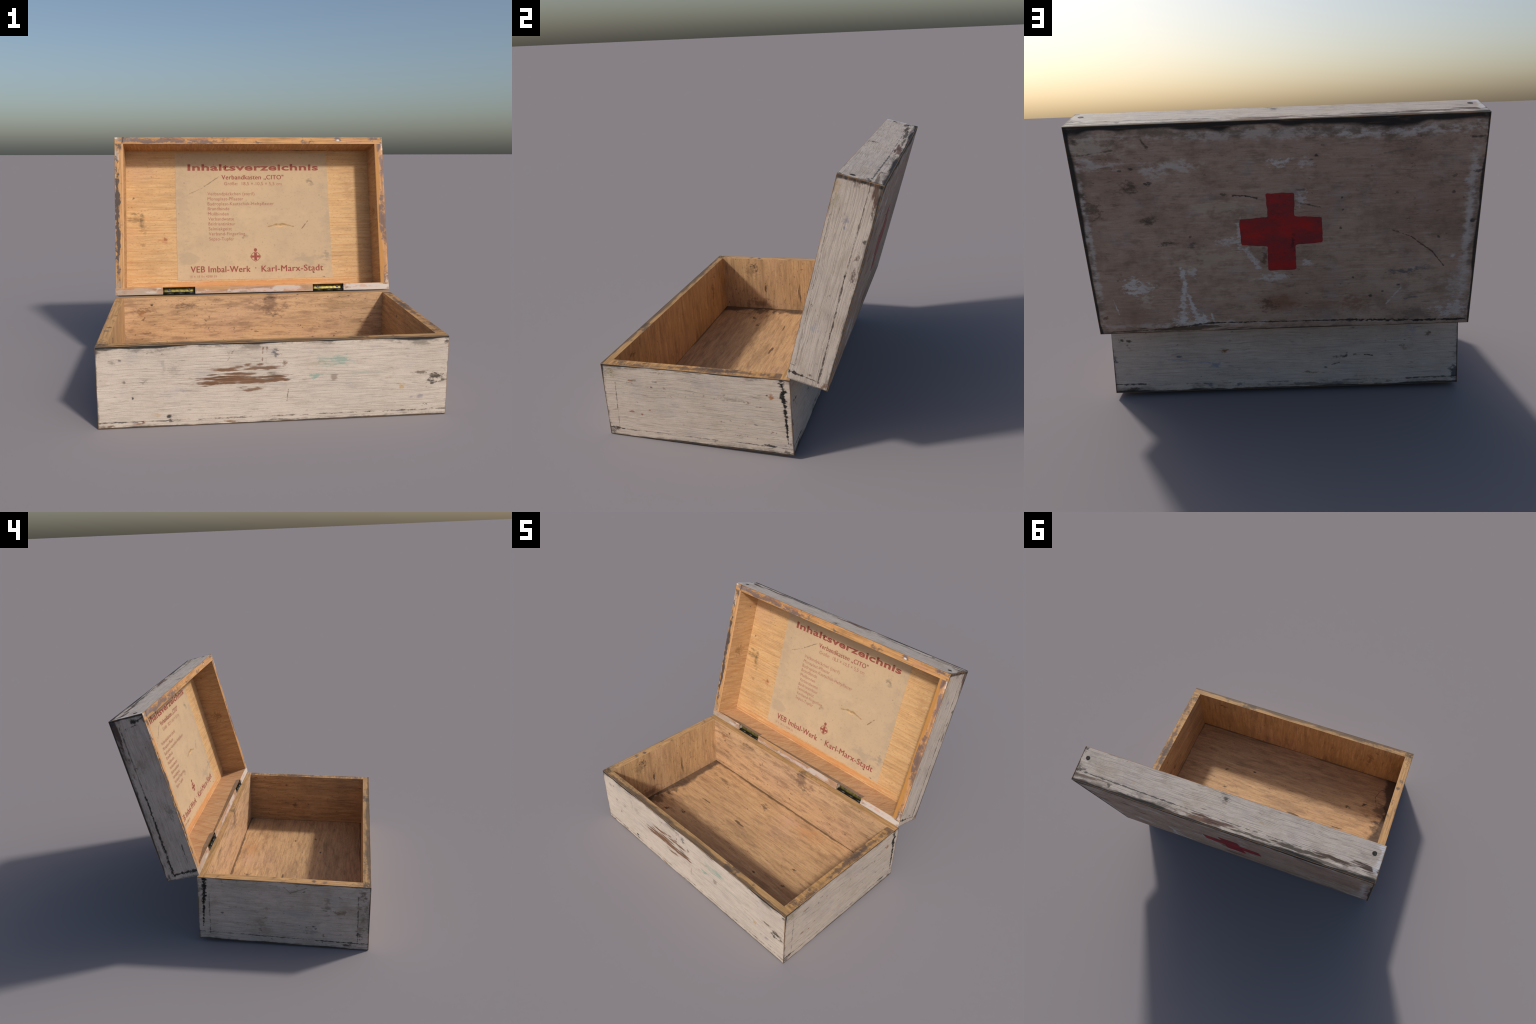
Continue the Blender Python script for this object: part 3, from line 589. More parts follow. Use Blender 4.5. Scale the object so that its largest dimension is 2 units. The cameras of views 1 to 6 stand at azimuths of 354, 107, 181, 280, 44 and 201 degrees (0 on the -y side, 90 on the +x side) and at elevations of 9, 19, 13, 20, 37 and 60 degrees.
M_front_in = wood('wood_front_inside', 0, 2, 'v', 12, rings=15, ring_strength=0.35, stain=0.4, streaks=0.5, light=(196, 156, 110), dark=(160, 116, 74), specks=0.7, marks=[
    ('spot', (0.72, 0.40, 0.05, 0.02), (76, 54, 42), 0.7, F), ('spot', (-0.70, 0.40, 0.04, 0.02), (84, 60, 46), 0.6, F), ('spot', (-0.66, 0.28, 0.03, 0.14), (104, 72, 50), 0.5, F)])
M_back_in = wood('wood_back_inside', 0, 2, 'u', 13, rings=7, ring_strength=0.20, stain=0.55, streaks=0.3, specks=1.05, light=(212, 172, 132), dark=(180, 136, 94), marks=[
    ('spot', (0.11, 0.40, 0.13, 0.085), (112, 84, 72), 0.65, F), ('spot', (0.10, 0.455, 0.05, 0.02), (72, 56, 52), 0.7, F), ('spot', (-0.52, 0.414, 0.10, 0.030), (104, 80, 66), 0.65, F), ('spot', (-0.80, 0.378, 0.09, 0.030), (120, 88, 66), 0.65, F),
    ('spot', (-0.741, 0.421, 0.016, 0.012), (58, 46, 42), 0.85, H), ('spot', (-0.815, 0.355, 0.04, 0.03), (170, 112, 66), 0.5, F), ('spot', (-0.781, 0.215, 0.035, 0.014), (112, 84, 70), 0.65, F), ('spot', (0.132, 0.315, 0.03, 0.016), (86, 68, 60), 0.65, F)])
M_left_in = wood('wood_left_inside', 1, 2, 'v', 14, rings=26, ring_strength=0.25, stain=0.4, streaks=0.35, light=(202, 164, 120), dark=(164, 122, 80), specks=1.0, marks=[
    ('spot', (0.330, 0.415, 0.035, 0.022), (64, 54, 46), 0.85, F), ('spot', (0.30, 0.37, 0.08, 0.07), (96, 78, 58), 0.45, F), ('spot', (0.345, 0.370, 0.02, 0.012), (60, 52, 46), 0.75, F), ('spot', (0.415, 0.215, 0.012, 0.040), (54, 44, 40), 0.85, H),
    ('spot', (0.713, 0.185, 0.012, 0.075), (80, 62, 50), 0.75, S), ('spot', (0.990, 0.30, 0.010, 0.030), (84, 66, 54), 0.65, H), ('spot', (0.812, 0.224, 0.014, 0.030), (90, 70, 58), 0.6, F), ('spot', (0.35, 0.08, 0.16, 0.05), (104, 72, 54), 0.55, F)])
M_right_in = wood('wood_right_inside', 1, 2, 'u', 15, rings=19, ring_strength=0.30, stain=0.45, streaks=0.35, light=(196, 156, 112), dark=(160, 116, 76), specks=1.0, marks=[
    ('spot', (0.763, 0.391, 0.020, 0.014), (80, 58, 46), 0.75, F), ('spot', (0.676, 0.180, 0.035, 0.030), (90, 62, 50), 0.7, F), ('spot', (0.527, 0.392, 0.018, 0.012), (78, 58, 46), 0.7, F), ('spot', (1.06, 0.44, 0.04, 0.02), (90, 70, 54), 0.6, F)])

M_panel_in = wood('wood_lid_inside', 0, 1, 'u', 16, rings=22, crowd=32.0, sway=0.04, fibre=0.25, ring_strength=0.52, stain=0.20, streaks=0.08, specks=0.35, light=(210, 168, 118), dark=(186, 130, 74), marks=[
    ('spot', (-0.875, 0.575, 0.075, 0.032), (104, 88, 58), 0.60, dict(k=0.7, soft=1.0)), ('spot', (-0.825, 0.555, 0.030, 0.085), (88, 76, 56), 0.70, dict(k=0.6, soft=1.0)), ('spot', (-0.87, 0.615, 0.05, 0.02), (120, 100, 66), 0.6, F), ('spot', (-0.80, 0.48, 0.02, 0.05), (140, 112, 74), 0.45, F),
    ('spot', (-0.655, 0.419, 0.020, 0.016), (124, 78, 58), 0.85, H), ('spot', (-0.665, 0.412, 0.055, 0.030), (178, 116, 76), 0.55, F), ('spot', (-0.83, 0.385, 0.04, 0.022), (136, 104, 68), 0.55, F), ('spot', (-0.88, 0.74, 0.010, 0.008), (84, 66, 48), 0.7, H),
    ('spot', (0.77, 0.80, 0.05, 0.10), (168, 124, 80), 0.35, F), ('spot', (0.0, 0.078, 1.0, 0.030), (204, 138, 82), 0.65, dict(streak=True, k=0.5, soft=0.6)), ('line', (-0.94, 0.062, 0.94, 0.062, 0.006), (186, 120, 66), 0.5), ('line', (-0.94, 0.094, 0.94, 0.094, 0.005), (190, 126, 72), 0.5)])
M_lid_side_in = wood('wood_lid_side_inside', 1, 2, 'v', 17, rings=20, ring_strength=0.42, stain=0.15, streaks=0.08, specks=0.3, light=(202, 160, 114), dark=(174, 122, 74), skew=0.25, marks=[
    ('spot', (0.60, -0.10, 0.06, 0.05), (96, 70, 48), 0.45, F)])
M_lid_top_in = wood('wood_lid_top_inside', 0, 2, 'v', 18, rings=22, ring_strength=0.40, stain=0.2, streaks=0.1, specks=0.3, light=(196, 148, 100), dark=(164, 106, 60), skew=0.35, marks=[
    ('spot', (0.42, -0.20, 0.22, 0.014), (70, 46, 30), 0.8, F)])
M_lid_bot_in = wood('wood_lid_bottom_inside', 0, 2, 'v', 19, rings=15, ring_strength=0.60, stain=0.2, streaks=0.1, specks=0.35, light=(208, 166, 124), dark=(186, 130, 84), skew=0.9)

# ------------------------------------------------------------------ rims
M_rim_front = worn_rim('rim_front', 0, 1, 'u', 21, 0.20, light=(186, 146, 98), tone=(98, 84, 74), edges=[('v0', 0.0, 0.026, 0.016, 0.75, (84, 72, 62)), ('v0', 0.0, 0.004, 0.002, 0.9, (46, 44, 42))],
    marks=[('spot', (-0.97, 0.03, 0.06, 0.05), (78, 68, 58), 0.75, F), ('spot', (-0.60, 0.02, 0.18, 0.03), (92, 78, 72), 0.6, F), ('spot', (-0.82, 0.015, 0.10, 0.02), (100, 76, 72), 0.55, F)])
M_rim_back = worn_rim('rim_back', 0, 1, 'u', 22, -0.1, light=(196, 152, 102), tone=(128, 106, 80))
M_rim_left = worn_rim('rim_left', 1, 0, 'u', 23, 0.0, light=(200, 156, 106), tone=(140, 112, 84), edges=[('v0', -HALF, 0.004, 0.005, 0.6, (92, 74, 58))],
    marks=[('spot', (0.375, -0.965, 0.022, 0.024), (92, 80, 78), 0.85, F), ('spot', (0.30, -0.975, 0.026, 0.020), (104, 92, 86), 0.75, F), ('spot', (0.06, -0.97, 0.10, 0.05), (98, 82, 66), 0.6, F)])
M_rim_right = worn_rim('rim_right', 1, 0, 'v', 24, 0.35, light=(196, 150, 98), tone=(98, 82, 76), marks=[
    ('spot', (0.62, 0.968, 0.20, 0.022), (88, 74, 68), 0.75, dict(k=1.0, soft=0.7)), ('spot', (0.88, 0.968, 0.18, 0.020), (94, 80, 72), 0.7, dict(k=1.2, soft=0.7)), ('spot', (0.36, 0.975, 0.12, 0.022), (96, 82, 76), 0.6, F)],
    edges=[('v1', HALF, 0.004, 0.002, 0.7, (190, 134, 76))])
VIOLET = (92, 84, 90)
M_lidrim_top = worn_rim('lid_rim_top', 0, 1, 'u', 25, 0.10, tone=VIOLET, light=(204, 152, 98), marks=[
    ('spot', (-0.62, 1.125, 0.36, 0.030), VIOLET, 0.75, dict(k=1.3, soft=0.5)), ('spot', (-0.88, 1.132, 0.09, 0.022), (118, 112, 114), 0.75, F), ('spot', (0.655, 1.138, 0.045, 0.024), (104, 94, 100), 0.9, H), ('spot', (0.655, 1.130, 0.017, 0.011), (226, 216, 204), 0.95, H),
    ('spot', (0.93, 1.14, 0.06, 0.014), VIOLET, 0.8, F), ('spot', (0.80, 1.12, 0.10, 0.03), (196, 140, 110), 0.5, F), ('line', (-0.936, 1.153, -0.945, 1.108, 0.007, 0.004), (60, 46, 36), 0.9), ('spot', (-0.97, 1.13, 0.03, 0.03), (140, 130, 126), 0.6, F),
    ('spot', (-0.2, 1.140, 0.5, 0.012), (200, 132, 76), 0.5, F), ('spot', (-0.99, 1.147, 0.02, 0.012), (226, 218, 210), 0.7, F)])
M_lidrim_left = worn_rim('lid_rim_left', 1, 0, 'u', 26, 0.15, tone=(74, 70, 76), light=(206, 156, 104), marks=[
    ('spot', (0.55, -0.982, 0.42, 0.020), (66, 62, 64), 0.90, dict(k=1.2, soft=0.4)), ('spot', (0.20, -0.978, 0.20, 0.018), (82, 74, 76), 0.85, F), ('spot', (0.04, -0.985, 0.07, 0.03), (150, 140, 128), 0.7, F), ('spot', (1.02, -0.985, 0.05, 0.022), (188, 172, 160), 0.7, F)],
    edges=[('v1', -HALF + T_LSIDE, 0.010, 0.003, 0.7, (214, 160, 112))])
M_lidrim_right = worn_rim('lid_rim_right', 1, 0, 'u', 27, 0.40, tone=(104, 92, 96), light=(208, 154, 106), marks=[
    ('spot', (0.95, 0.985, 0.12, 0.020), (110, 100, 106), 0.8, F), ('spot', (1.06, 0.992, 0.035, 0.012), (220, 212, 206), 0.8, F), ('spot', (0.06, 0.985, 0.05, 0.025), (206, 184, 168), 0.7, F)],
    edges=[('v0', HALF - T_LSIDE, 0.024, 0.002, 0.92, (184, 130, 68)), ('v0', HALF - T_LSIDE, 0.0035, 0.001, 0.6, (150, 104, 56))])
PALE = (196, 182, 170)
M_lidrim_bottom = worn_rim('lid_rim_bottom', 0, 1, 'u', 28, -0.15, tone=(140, 116, 104), light=(186, 146, 118), marks=[
    ('spot', (-0.85, 0.022, 0.22, 0.034), (174, 160, 144), 0.75, dict(k=0.9, soft=0.6)), ('spot', (-0.755, 0.018, 0.055, 0.012), PALE, 0.9, H), ('spot', (-0.87, 0.026, 0.10, 0.012), (186, 142, 122), 0.75, F), ('spot', (-0.70, 0.040, 0.02, 0.014), (214, 204, 190), 0.7, F),
    ('spot', (-0.40, 0.012, 0.05, 0.010), PALE, 0.6, F), ('spot', (-0.28, 0.038, 0.16, 0.014), (184, 140, 86), 0.8, F), ('spot', (-0.18, 0.020, 0.020, 0.014), PALE, 0.8, F), ('spot', (-0.05, 0.015, 0.28, 0.014), (206, 186, 178), 0.65, F),
    ('spot', (0.24, 0.030, 0.13, 0.026), PALE, 0.90, dict(k=0.6, soft=0.5)), ('spot', (0.25, 0.022, 0.10, 0.010), (204, 164, 148), 0.7, F), ('spot', (0.38, 0.030, 0.05, 0.03), (160, 128, 92), 0.65, F),
    ('spot', (0.83, 0.025, 0.22, 0.050), (204, 192, 182), 0.9, dict(k=0.5, soft=0.4)), ('spot', (0.80, 0.028, 0.09, 0.012), (202, 158, 138), 0.8, F), ('spot', (0.97, 0.046, 0.035, 0.009), (60, 50, 42), 0.85, H)],
    edges=[('v1', T_BOT, 0.003, 0.001, 0.7, (204, 156, 104)), ('v0', 0.0, 0.003, 0.002, 0.6, (150, 142, 138))])

M_under = plain('raw_wood', (150, 116, 82), 0.7, vary=0.2, scale=12)

# ------------------------------------------------------------------ metal, paper, print, cross
M_brass = plain('brass', (156, 142, 68), 0.42, 0.7, scale=34, other=(104, 96, 58))
M_iron = plain('dark_iron', (34, 35, 31), 0.45, 0.3, vary=0.3, scale=60)
M_screw = plain('screw_steel', (132, 124, 130), 0.5, 0.6, vary=0.3, scale=90)
M_nail = plain('nail_iron', (70, 66, 62), 0.75, 0.2, vary=0.35, scale=70)


def make_paper():
    b = Nodes('aged_paper')
    b.face(0, 1, 'u', 31)
    col = b.mix(b.step(b.n_low, 0.3, 0.7), srgb(199, 170, 136), srgb(191, 164, 133))
    n = b.noise(b.uv, 6.0, 5.0, 0.65)
    col = b.mix(b.mul(b.step(n, 0.48, 0.72), 0.35), col, srgb(168, 146, 120))
    col = b.mix(b.mul(b.step(b.n_fine, 0.52, 0.75), 0.28), col, srgb(160, 136, 108))
    fibre = b.noise(b.uv, 90.0, 2.0, 0.5)
    col = b.mix(b.mul(b.step(fibre, 0.60, 0.74), 0.30), col, srgb(136, 114, 90))
    dist, rnd = b.voronoi(b.uv, 22.0)
    sep = b.t.nodes.new('ShaderNodeSeparateColor')
    b.t.links.new(rnd, sep.inputs[0])
    size = b.mul(b.step(sep.outputs[0], 0.72, 1.0), 0.16)
    fl = b.mul(b.inv(b.step(b.math('MULTIPLY_ADD', b.sub(b.n_fine, 0.5), 0.3, dist), b.mul(size, 0.3), size)), b.step(size, 0.02, 0.06))
    col = b.mix(b.mul(fl, 0.5), col, srgb(112, 98, 80))
    for kind, args, colour, alpha, kw in (
            ('spot', (0.60, 0.60, 0.06, 0.60), (162, 146, 124), 0.28, F), ('spot', (-0.52, 0.62, 0.06, 0.5), (168, 146, 122), 0.28, F),
            ('spot', (-0.48, 0.273, 0.085, 0.050), (170, 150, 124), 0.5, dict(k=0.25, soft=0.2)),
            ('spot', (0.45, 0.26, 0.14, 0.06), (160, 144, 122), 0.5, F), ('spot', (0.02, 0.60, 0.35, 0.06), (206, 176, 142), 0.4, F),
            ('spot', (0.47, 0.87, 0.035, 0.020), (136, 122, 98), 0.6, F), ('spot', (0.475, 0.845, 0.025, 0.020), (136, 122, 98), 0.5, F),
            ('line', (-0.48, 0.761, -0.36, 0.815, 0.004), (128, 110, 84), 0.6, {}), ('line', (-0.35, 0.825, -0.235, 0.900, 0.004), (122, 106, 80), 0.7, {}),
            ('line', (0.135, 0.509, 0.20, 0.526, 0.005, 0.009), (160, 124, 76), 0.8, {}), ('line', (0.20, 0.526, 0.26, 0.527, 0.010, 0.009), (158, 122, 74), 0.8, {}), ('line', (0.26, 0.527, 0.335, 0.508, 0.009, 0.003), (160, 124, 76), 0.8, {}),
            ('spot', (0.225, 0.510, 0.05, 0.008), (222, 178, 130), 0.7, H), ('line', (0.396, 0.492, 0.446, 0.552, 0.005, 0.003), (124, 92, 66), 0.8, {}),
            ('spot', (0.478, 0.153, 0.008, 0.010), (64, 52, 46), 0.85, H), ('spot', (0.56, 0.118, 0.016, 0.008), (110, 92, 76), 0.7, H), ('spot', (-0.04, 0.44, 0.02, 0.014), (140, 120, 94), 0.4, F),
            ('spot', (-0.06, 0.43, 0.012, 0.012), (120, 100, 84), 0.5, H), ('spot', (0.58, 0.28, 0.03, 0.05), (138, 126, 112), 0.5, F)):
        col, mask = b.mark(kind, args, col, srgb(*colour), alpha, **kw)
    return b.finish(col, 0.8, b.n_fine, 0.08, 0.002, 0.15)


def make_ink(name, full, faded, gap):
    b = Nodes(name)
    b.face(0, 1, 'u', 32)
    n = b.noise(b.uv, 120.0, 3.0, 0.6)
    col = b.mix(b.step(n, 0.50 - gap * 0.12, 0.72 - gap * 0.12), srgb(*full), srgb(*faded))
    return b.finish(col, 0.75, None, spec=0.15)


M_paper = make_paper()
M_ink = make_ink('red_ink', (146, 76, 64), (164, 104, 86), 0.2)
M_ink_faint = make_ink('faded_red_ink', (158, 96, 80), (176, 128, 104), 0.4)


def make_red():
    b = Nodes('red_paint')
    b.face(0, 1, 'u', 33)
    patch = b.noise(b.vec('MULTIPLY', b.g, (5.0, 16.0, 1.0)), 1.0, 5.0, 0.65)
    col = b.mix(b.step(patch, 0.40, 0.64), srgb(128, 46, 48), srgb(168, 38, 36))
    col = b.mix(b.mul(b.step(b.n_frac, 0.48, 0.66), 0.55), col, srgb(116, 50, 56))
    col = b.mix(b.mul(b.step(b.n_chip, 0.54, 0.70), 0.45), col, srgb(180, 48, 42))
    col = b.mix(b.mul(b.step(b.n_fine, 0.58, 0.70), 0.6), col, srgb(76, 40, 44))
    col = b.mix(b.mul(b.step(b.n_streak, 0.64, 0.78), 0.35), col, srgb(140, 70, 62))
    for args, c, a in (((0.15, 0.555, 0.06, 0.035), (184, 36, 26), 0.7), ((-0.14, 0.600, 0.06, 0.03), (184, 36, 26), 0.6), ((-0.01, 0.40, 0.06, 0.05), (160, 34, 30), 0.6),
                       ((-0.065, 0.53, 0.012, 0.06), (48, 30, 34), 0.7), ((0.01, 0.66, 0.05, 0.05), (104, 40, 44), 0.5)):
        col, mask = b.mark('spot', args, col, srgb(*c), a, **F)
    return b.finish(col, 0.55, b.n_streak, 0.2, 0.003)


M_red = make_red()


# ------------------------------------------------------------------ mesh helpers
thing = bpy.data.objects.new('first_aid_box', None)
thing['label'] = 'open white-painted wooden first-aid box with red cross lid'
thing['category'] = 'wooden box'
thing.empty_display_size = 0.2
bpy.context.collection.objects.link(thing)
thing.matrix_world = Matrix.Identity(4)


def link(name, me, frame, parent=thing):
    ob = bpy.data.objects.new(name, me)
    bpy.context.collection.objects.link(ob)
    ob.parent = parent
    ob.matrix_parent_inverse = Matrix.Identity(4)
    ob.matrix_basis = (parent.matrix_basis.inverted() @ frame) if parent is not thing else frame
    return ob


DIRS = {'+x': (1, 0, 0), '-x': (-1, 0, 0), '+y': (0, 1, 0), '-y': (0, -1, 0), '+z': (0, 0, 1), '-z': (0, 0, -1)}


def on_hull(co, frame):
    """how many outside planes of the box (or the lid) a point lies on"""
    zs = (0.0, BOX_H) if frame is BOX_M else (0.0, -LID_H)
    return sum((abs(abs(co.x) - HALF) < 1e-4, min(abs(co.y), abs(co.y - DEPTH)) < 1e-4,
                min(abs(co.z - z) for z in zs) < 1e-4))


def to_mesh(bm, name, mats, default, bevel=0.0025, frame=None):
    """give every face the material of the direction it looks in, then break the sharp edges"""
    me = bpy.data.meshes.new(name)
    order = [default]
    for m in mats.values():
        if m not in order:
            order.append(m)
    for m in order:
        me.materials.append(m)
    bmesh.ops.recalc_face_normals(bm, faces=bm.faces)
    for f in bm.faces:
        best = max(DIRS, key=lambda k: f.normal.dot(Vector(DIRS[k])))
        f.material_index = order.index(mats.get(best, default))
    if bevel:
        sharp = [e for e in bm.edges if len(e.link_faces) == 2 and e.calc_face_angle(0) > 0.6 and
                 on_hull((e.verts[0].co + e.verts[1].co) / 2, frame) >= 2]
        bmesh.ops.bevel(bm, geom=sharp, offset=bevel, segments=2, profile=0.6, affect='EDGES', clamp_overlap=True)
    bm.to_mesh(me)
    bm.free()
    return me


def board(name, x, y, z, frame, mats, default, bevel=0.0025):
    bm = bmesh.new()
    bmesh.ops.create_cube(bm, size=1.0)
    for vt in bm.verts:
        vt.co = Vector((x[0] + (vt.co.x + 0.5) * (x[1] - x[0]),
                        y[0] + (vt.co.y + 0.5) * (y[1] - y[0]),
                        z[0] + (vt.co.z + 0.5) * (z[1] - z[0])))
    return link(name, to_mesh(bm, name, mats, default, bevel, frame), frame)


def prism(outline, axis, lo, hi, name, frame, mats, default, bevel=0.0025, parent=thing):
    """extrude a flat outline (list of 2D points) along one axis"""
    a, c = [i for i in range(3) if i != axis]
    bm = bmesh.new()
    rings = []
    for w in (lo, hi):
        ring = []
        for p in outline:
            co = [0, 0, 0]
            co[a], co[c], co[axis] = p[0], p[1], w
            ring.append(bm.verts.new(co))
        rings.append(ring)
    n = len(outline)
    bm.faces.new(rings[0])
    bm.faces.new(rings[1][::-1])
    for i in range(n):
        j = (i + 1) % n
        bm.faces.new((rings[0][i], rings[1][i], rings[1][j], rings[0][j]))
    bmesh.ops.triangulate(bm, faces=[f for f in bm.faces if len(f.verts) > 8])
    return link(name, to_mesh(bm, name, mats, default, bevel, frame), frame, parent)


# ------------------------------------------------------------------ lower box
board('bottom_board', (-HALF, HALF), (0, DEPTH), (0, FLOOR), BOX_M,
      {'+z': M_floor, '-y': M_front, '+y': M_back, '-x': M_left, '+x': M_right}, M_under)
z0 = FLOOR + GAP
board('front_wall', (-HALF, HALF), (0, T_FRONT), (z0, BOX_H), BOX_M,
      {'-y': M_front, '+y': M_front_in, '+z': M_rim_front, '-x': M_left, '+x': M_right}, M_under)
board('back_wall', (-HALF, HALF), (DEPTH - T_BACK, DEPTH), (z0, BOX_H), BOX_M,
      {'+y': M_back, '-y': M_back_in, '+z': M_rim_back, '-x': M_left, '+x': M_right}, M_under)
ys = (T_FRONT + GAP, DEPTH - T_BACK - GAP)
board('side_wall', (-HALF, -HALF + T_SIDE), ys, (z0, BOX_H), BOX_M,
      {'-x': M_left, '+x': M_left_in, '+z': M_rim_left}, M_under)
board('side_wall', (HALF - T_SIDE, HALF), ys, (z0, BOX_H), BOX_M,
      {'+x': M_right, '-x': M_right_in, '+z': M_rim_right}, M_under)

# ------------------------------------------------------------------ lid
# frame of the lid: y runs up from the hinge edge, z = 0 is the rim, the outside panel is at z = -LID_H
bm = bmesh.new()                                    # panel board with a shallow pocket on the inside
xi0, xi1, yi0, yi1 = -HALF + T_LSIDE, HALF - T_LSIDE, T_BOT, DEPTH - T_TOP
def quad(pts):
    bm.faces.new([bm.verts.new(p) for p in pts])
def ring4(x0, x1, y0, y1, z):
    return [(x0, y0, z), (x1, y0, z), (x1, y1, z), (x0, y1, z)]
A = ring4(-HALF, HALF, 0, DEPTH, -LID_H)
Bq = ring4(-HALF, HALF, 0, DEPTH, -RAIL - GAP)
C = ring4(xi0, xi1, yi0, yi1, -RAIL - GAP)
D = ring4(xi0, xi1, yi0, yi1, -PANEL_IN)
quad(A[::-1])
quad(D)
for i in range(4):
    j = (i + 1) % 4
    quad((A[i], A[j], Bq[j], Bq[i]))
    quad((Bq[i], Bq[j], C[j], C[i]))
    quad((C[i], C[j], D[j], D[i]))
bmesh.ops.remove_doubles(bm, verts=bm.verts, dist=1e-5)
me = bpy.data.meshes.new('lid_panel')
slots = [M_under, M_panel, M_panel_in, M_lid_left, M_lid_right, M_lid_top, M_lid_bottom,
         M_lid_side_in, M_lid_top_in, M_lid_bot_in]
for m in slots:
    me.materials.append(m)
bmesh.ops.recalc_face_normals(bm, faces=bm.faces)
for f in bm.faces:
    c, n = f.calc_center_median(), f.normal
    if n.z < -0.5: f.material_index = 1
    elif n.z > 0.5: f.material_index = 2 if c.z < -RAIL - 0.01 else 0
    elif abs(n.x) > 0.5:
        f.material_index = (3 if c.x < 0 else 4) if abs(c.x) > 0.99 else 7
    else:
        f.material_index = 5 if c.y > DEPTH - 0.01 else 6 if c.y < 0.01 else 8 if c.y > 0.5 else 9
outer = [e for e in bm.edges if e.calc_face_angle(0) > 0.6 and
         on_hull((e.verts[0].co + e.verts[1].co) / 2, LID_M) >= 2]
bmesh.ops.bevel(bm, geom=outer, offset=0.003, segments=2, profile=0.6, affect='EDGES')
bm.to_mesh(me)
bm.free()
panel = link('lid_panel', me, LID_M)

board('lid_rail', (-HALF, HALF), (DEPTH - T_TOP, DEPTH), (-RAIL, 0), LID_M,
      {'+y': M_lid_top, '-y': M_lid_top_in, '+z': M_lidrim_top, '-x': M_lid_left, '+x': M_lid_right}, M_under)
yl = (T_BOT + GAP, DEPTH - T_TOP - GAP)
board('lid_rail', (-HALF, -HALF + T_LSIDE), yl, (-RAIL, 0), LID_M,
      {'-x': M_lid_left, '+x': M_lid_side_in, '+z': M_lidrim_left}, M_under)
board('lid_rail', (HALF - T_LSIDE, HALF), yl, (-RAIL, 0), LID_M,
      {'+x': M_lid_right, '-x': M_lid_side_in, '+z': M_lidrim_right}, M_under)
# hinge rail with two notches let into its rim
NOTCH = [(-0.666, -0.435), (0.425, 0.655)]
ND = 0.040
outline = [(-HALF, 0)]
for a, c in NOTCH:
    outline += [(a, 0), (a, -ND), (c, -ND), (c, 0)]
outline += [(HALF, 0), (HALF, -RAIL), (-HALF, -RAIL)]
prism(outline, 1, 0, T_BOT, 'lid_rail', LID_M,
      {'+z': M_lidrim_bottom, '+y': M_lid_bot_in, '-y': M_lid_bottom, '-x': M_lid_left, '+x': M_lid_right}, M_lid_bottom)

# ------------------------------------------------------------------ hinges
def cylinder(name, r, x0, x1, y, z, mat, parent, seg=20):
    bm = bmesh.new()
    bmesh.ops.create_cone(bm, cap_ends=True, segments=seg, radius1=r, radius2=r, depth=x1 - x0,
                          matrix=Matrix.Translation(((x0 + x1) / 2, y, z)) @ Matrix.Rotation(math.pi / 2, 4, 'Y'))
    bmesh.ops.bevel(bm, geom=[e for e in bm.edges if e.calc_face_angle(0) > 1.0], offset=0.0012, segments=2,
                    affect='EDGES')
    me = bpy.data.meshes.new(name)
    for f in bm.faces:
        f.smooth = len(f.verts) == 4
    bm.to_mesh(me)
    bm.free()
    me.materials.append(mat)
    return link(name, me, LID_M, parent)


for a, c in NOTCH:
    # brass leaf lying on the floor of the notch, slightly bowed
    nx = 16
    bm = bmesh.new()
    rows = []
    for i in range(nx + 1):
        x = a + 0.004 + (c - a - 0.008) * i / nx
        bow = 0.002 * math.sin(math.pi * i / nx)
        prof = [(0.003, -ND + 0.008 + bow), (0.018, -ND + 0.007 + bow), (0.034, -ND + 0.005 + bow),
                (T_BOT - 0.002, -ND + 0.003), (T_BOT - 0.002, -ND + 0.0005), (0.003, -ND + 0.0005)]
        rows.append([bm.verts.new((x, p[0], p[1])) for p in prof])
    for i in range(nx):
        for k in range(6):
            l = (k + 1) % 6
            f = bm.faces.new((rows[i][k], rows[i][l], rows[i + 1][l], rows[i + 1][k]))
            f.smooth = k < 3
    bm.faces.new(rows[0])
    bm.faces.new(rows[-1][::-1])
    bmesh.ops.recalc_face_normals(bm, faces=bm.faces)
    me = bpy.data.meshes.new('hinge')
    bm.to_mesh(me)
    bm.free()
    me.materials.append(M_brass)
    hinge = link('hinge', me, LID_M)
    w = (c - a) / 3
    for k in range(3):                              # three knuckles on the pin
        cylinder('hinge_knuckle', 0.0110, a + 0.004 + w * k * 0.985, a + 0.003 + w * (k + 1) * 0.985,
                 0.0050, -0.0175, M_iron, hinge)
    for x in (a + 0.042, c - 0.042):                # screw heads
        bm = bmesh.new()
        bmesh.ops.create_uvsphere(bm, u_segments=16, v_segments=8, radius=1.0,
                                  matrix=Matrix.Translation((x, 0.033, -ND + 0.0062)) @ Matrix.Diagonal((0.0105, 0.0105, 0.003, 1)))
        for f in bm.faces:
            f.smooth = True
        me = bpy.data.meshes.new('hinge_screw')
        bm.to_mesh(me)
        bm.free()
        me.materials.append(M_screw)
        link('hinge_screw', me, LID_M, hinge)

# ------------------------------------------------------------------ nails on the lid's upper edge
def disc(name, x, z, r, mat):
    bm = bmesh.new()
    bmesh.ops.create_cone(bm, cap_ends=True, segments=24, radius1=r, radius2=r * 0.85, depth=0.002,
                          matrix=Matrix.Translation((x, DEPTH + 0.0004, z)) @ Matrix.Rotation(-math.pi / 2, 4, 'X'))
    for vt in bm.verts:
        vt.co.x += 0.0016 * mnoise.noise(vt.co * 60)
        vt.co.z += 0.0016 * mnoise.noise(vt.co * 60 + Vector((5, 0, 0)))
    me = bpy.data.meshes.new(name)
    bm.to_mesh(me)
    bm.free()
    me.materials.append(mat)
    return link(name, me, LID_M)


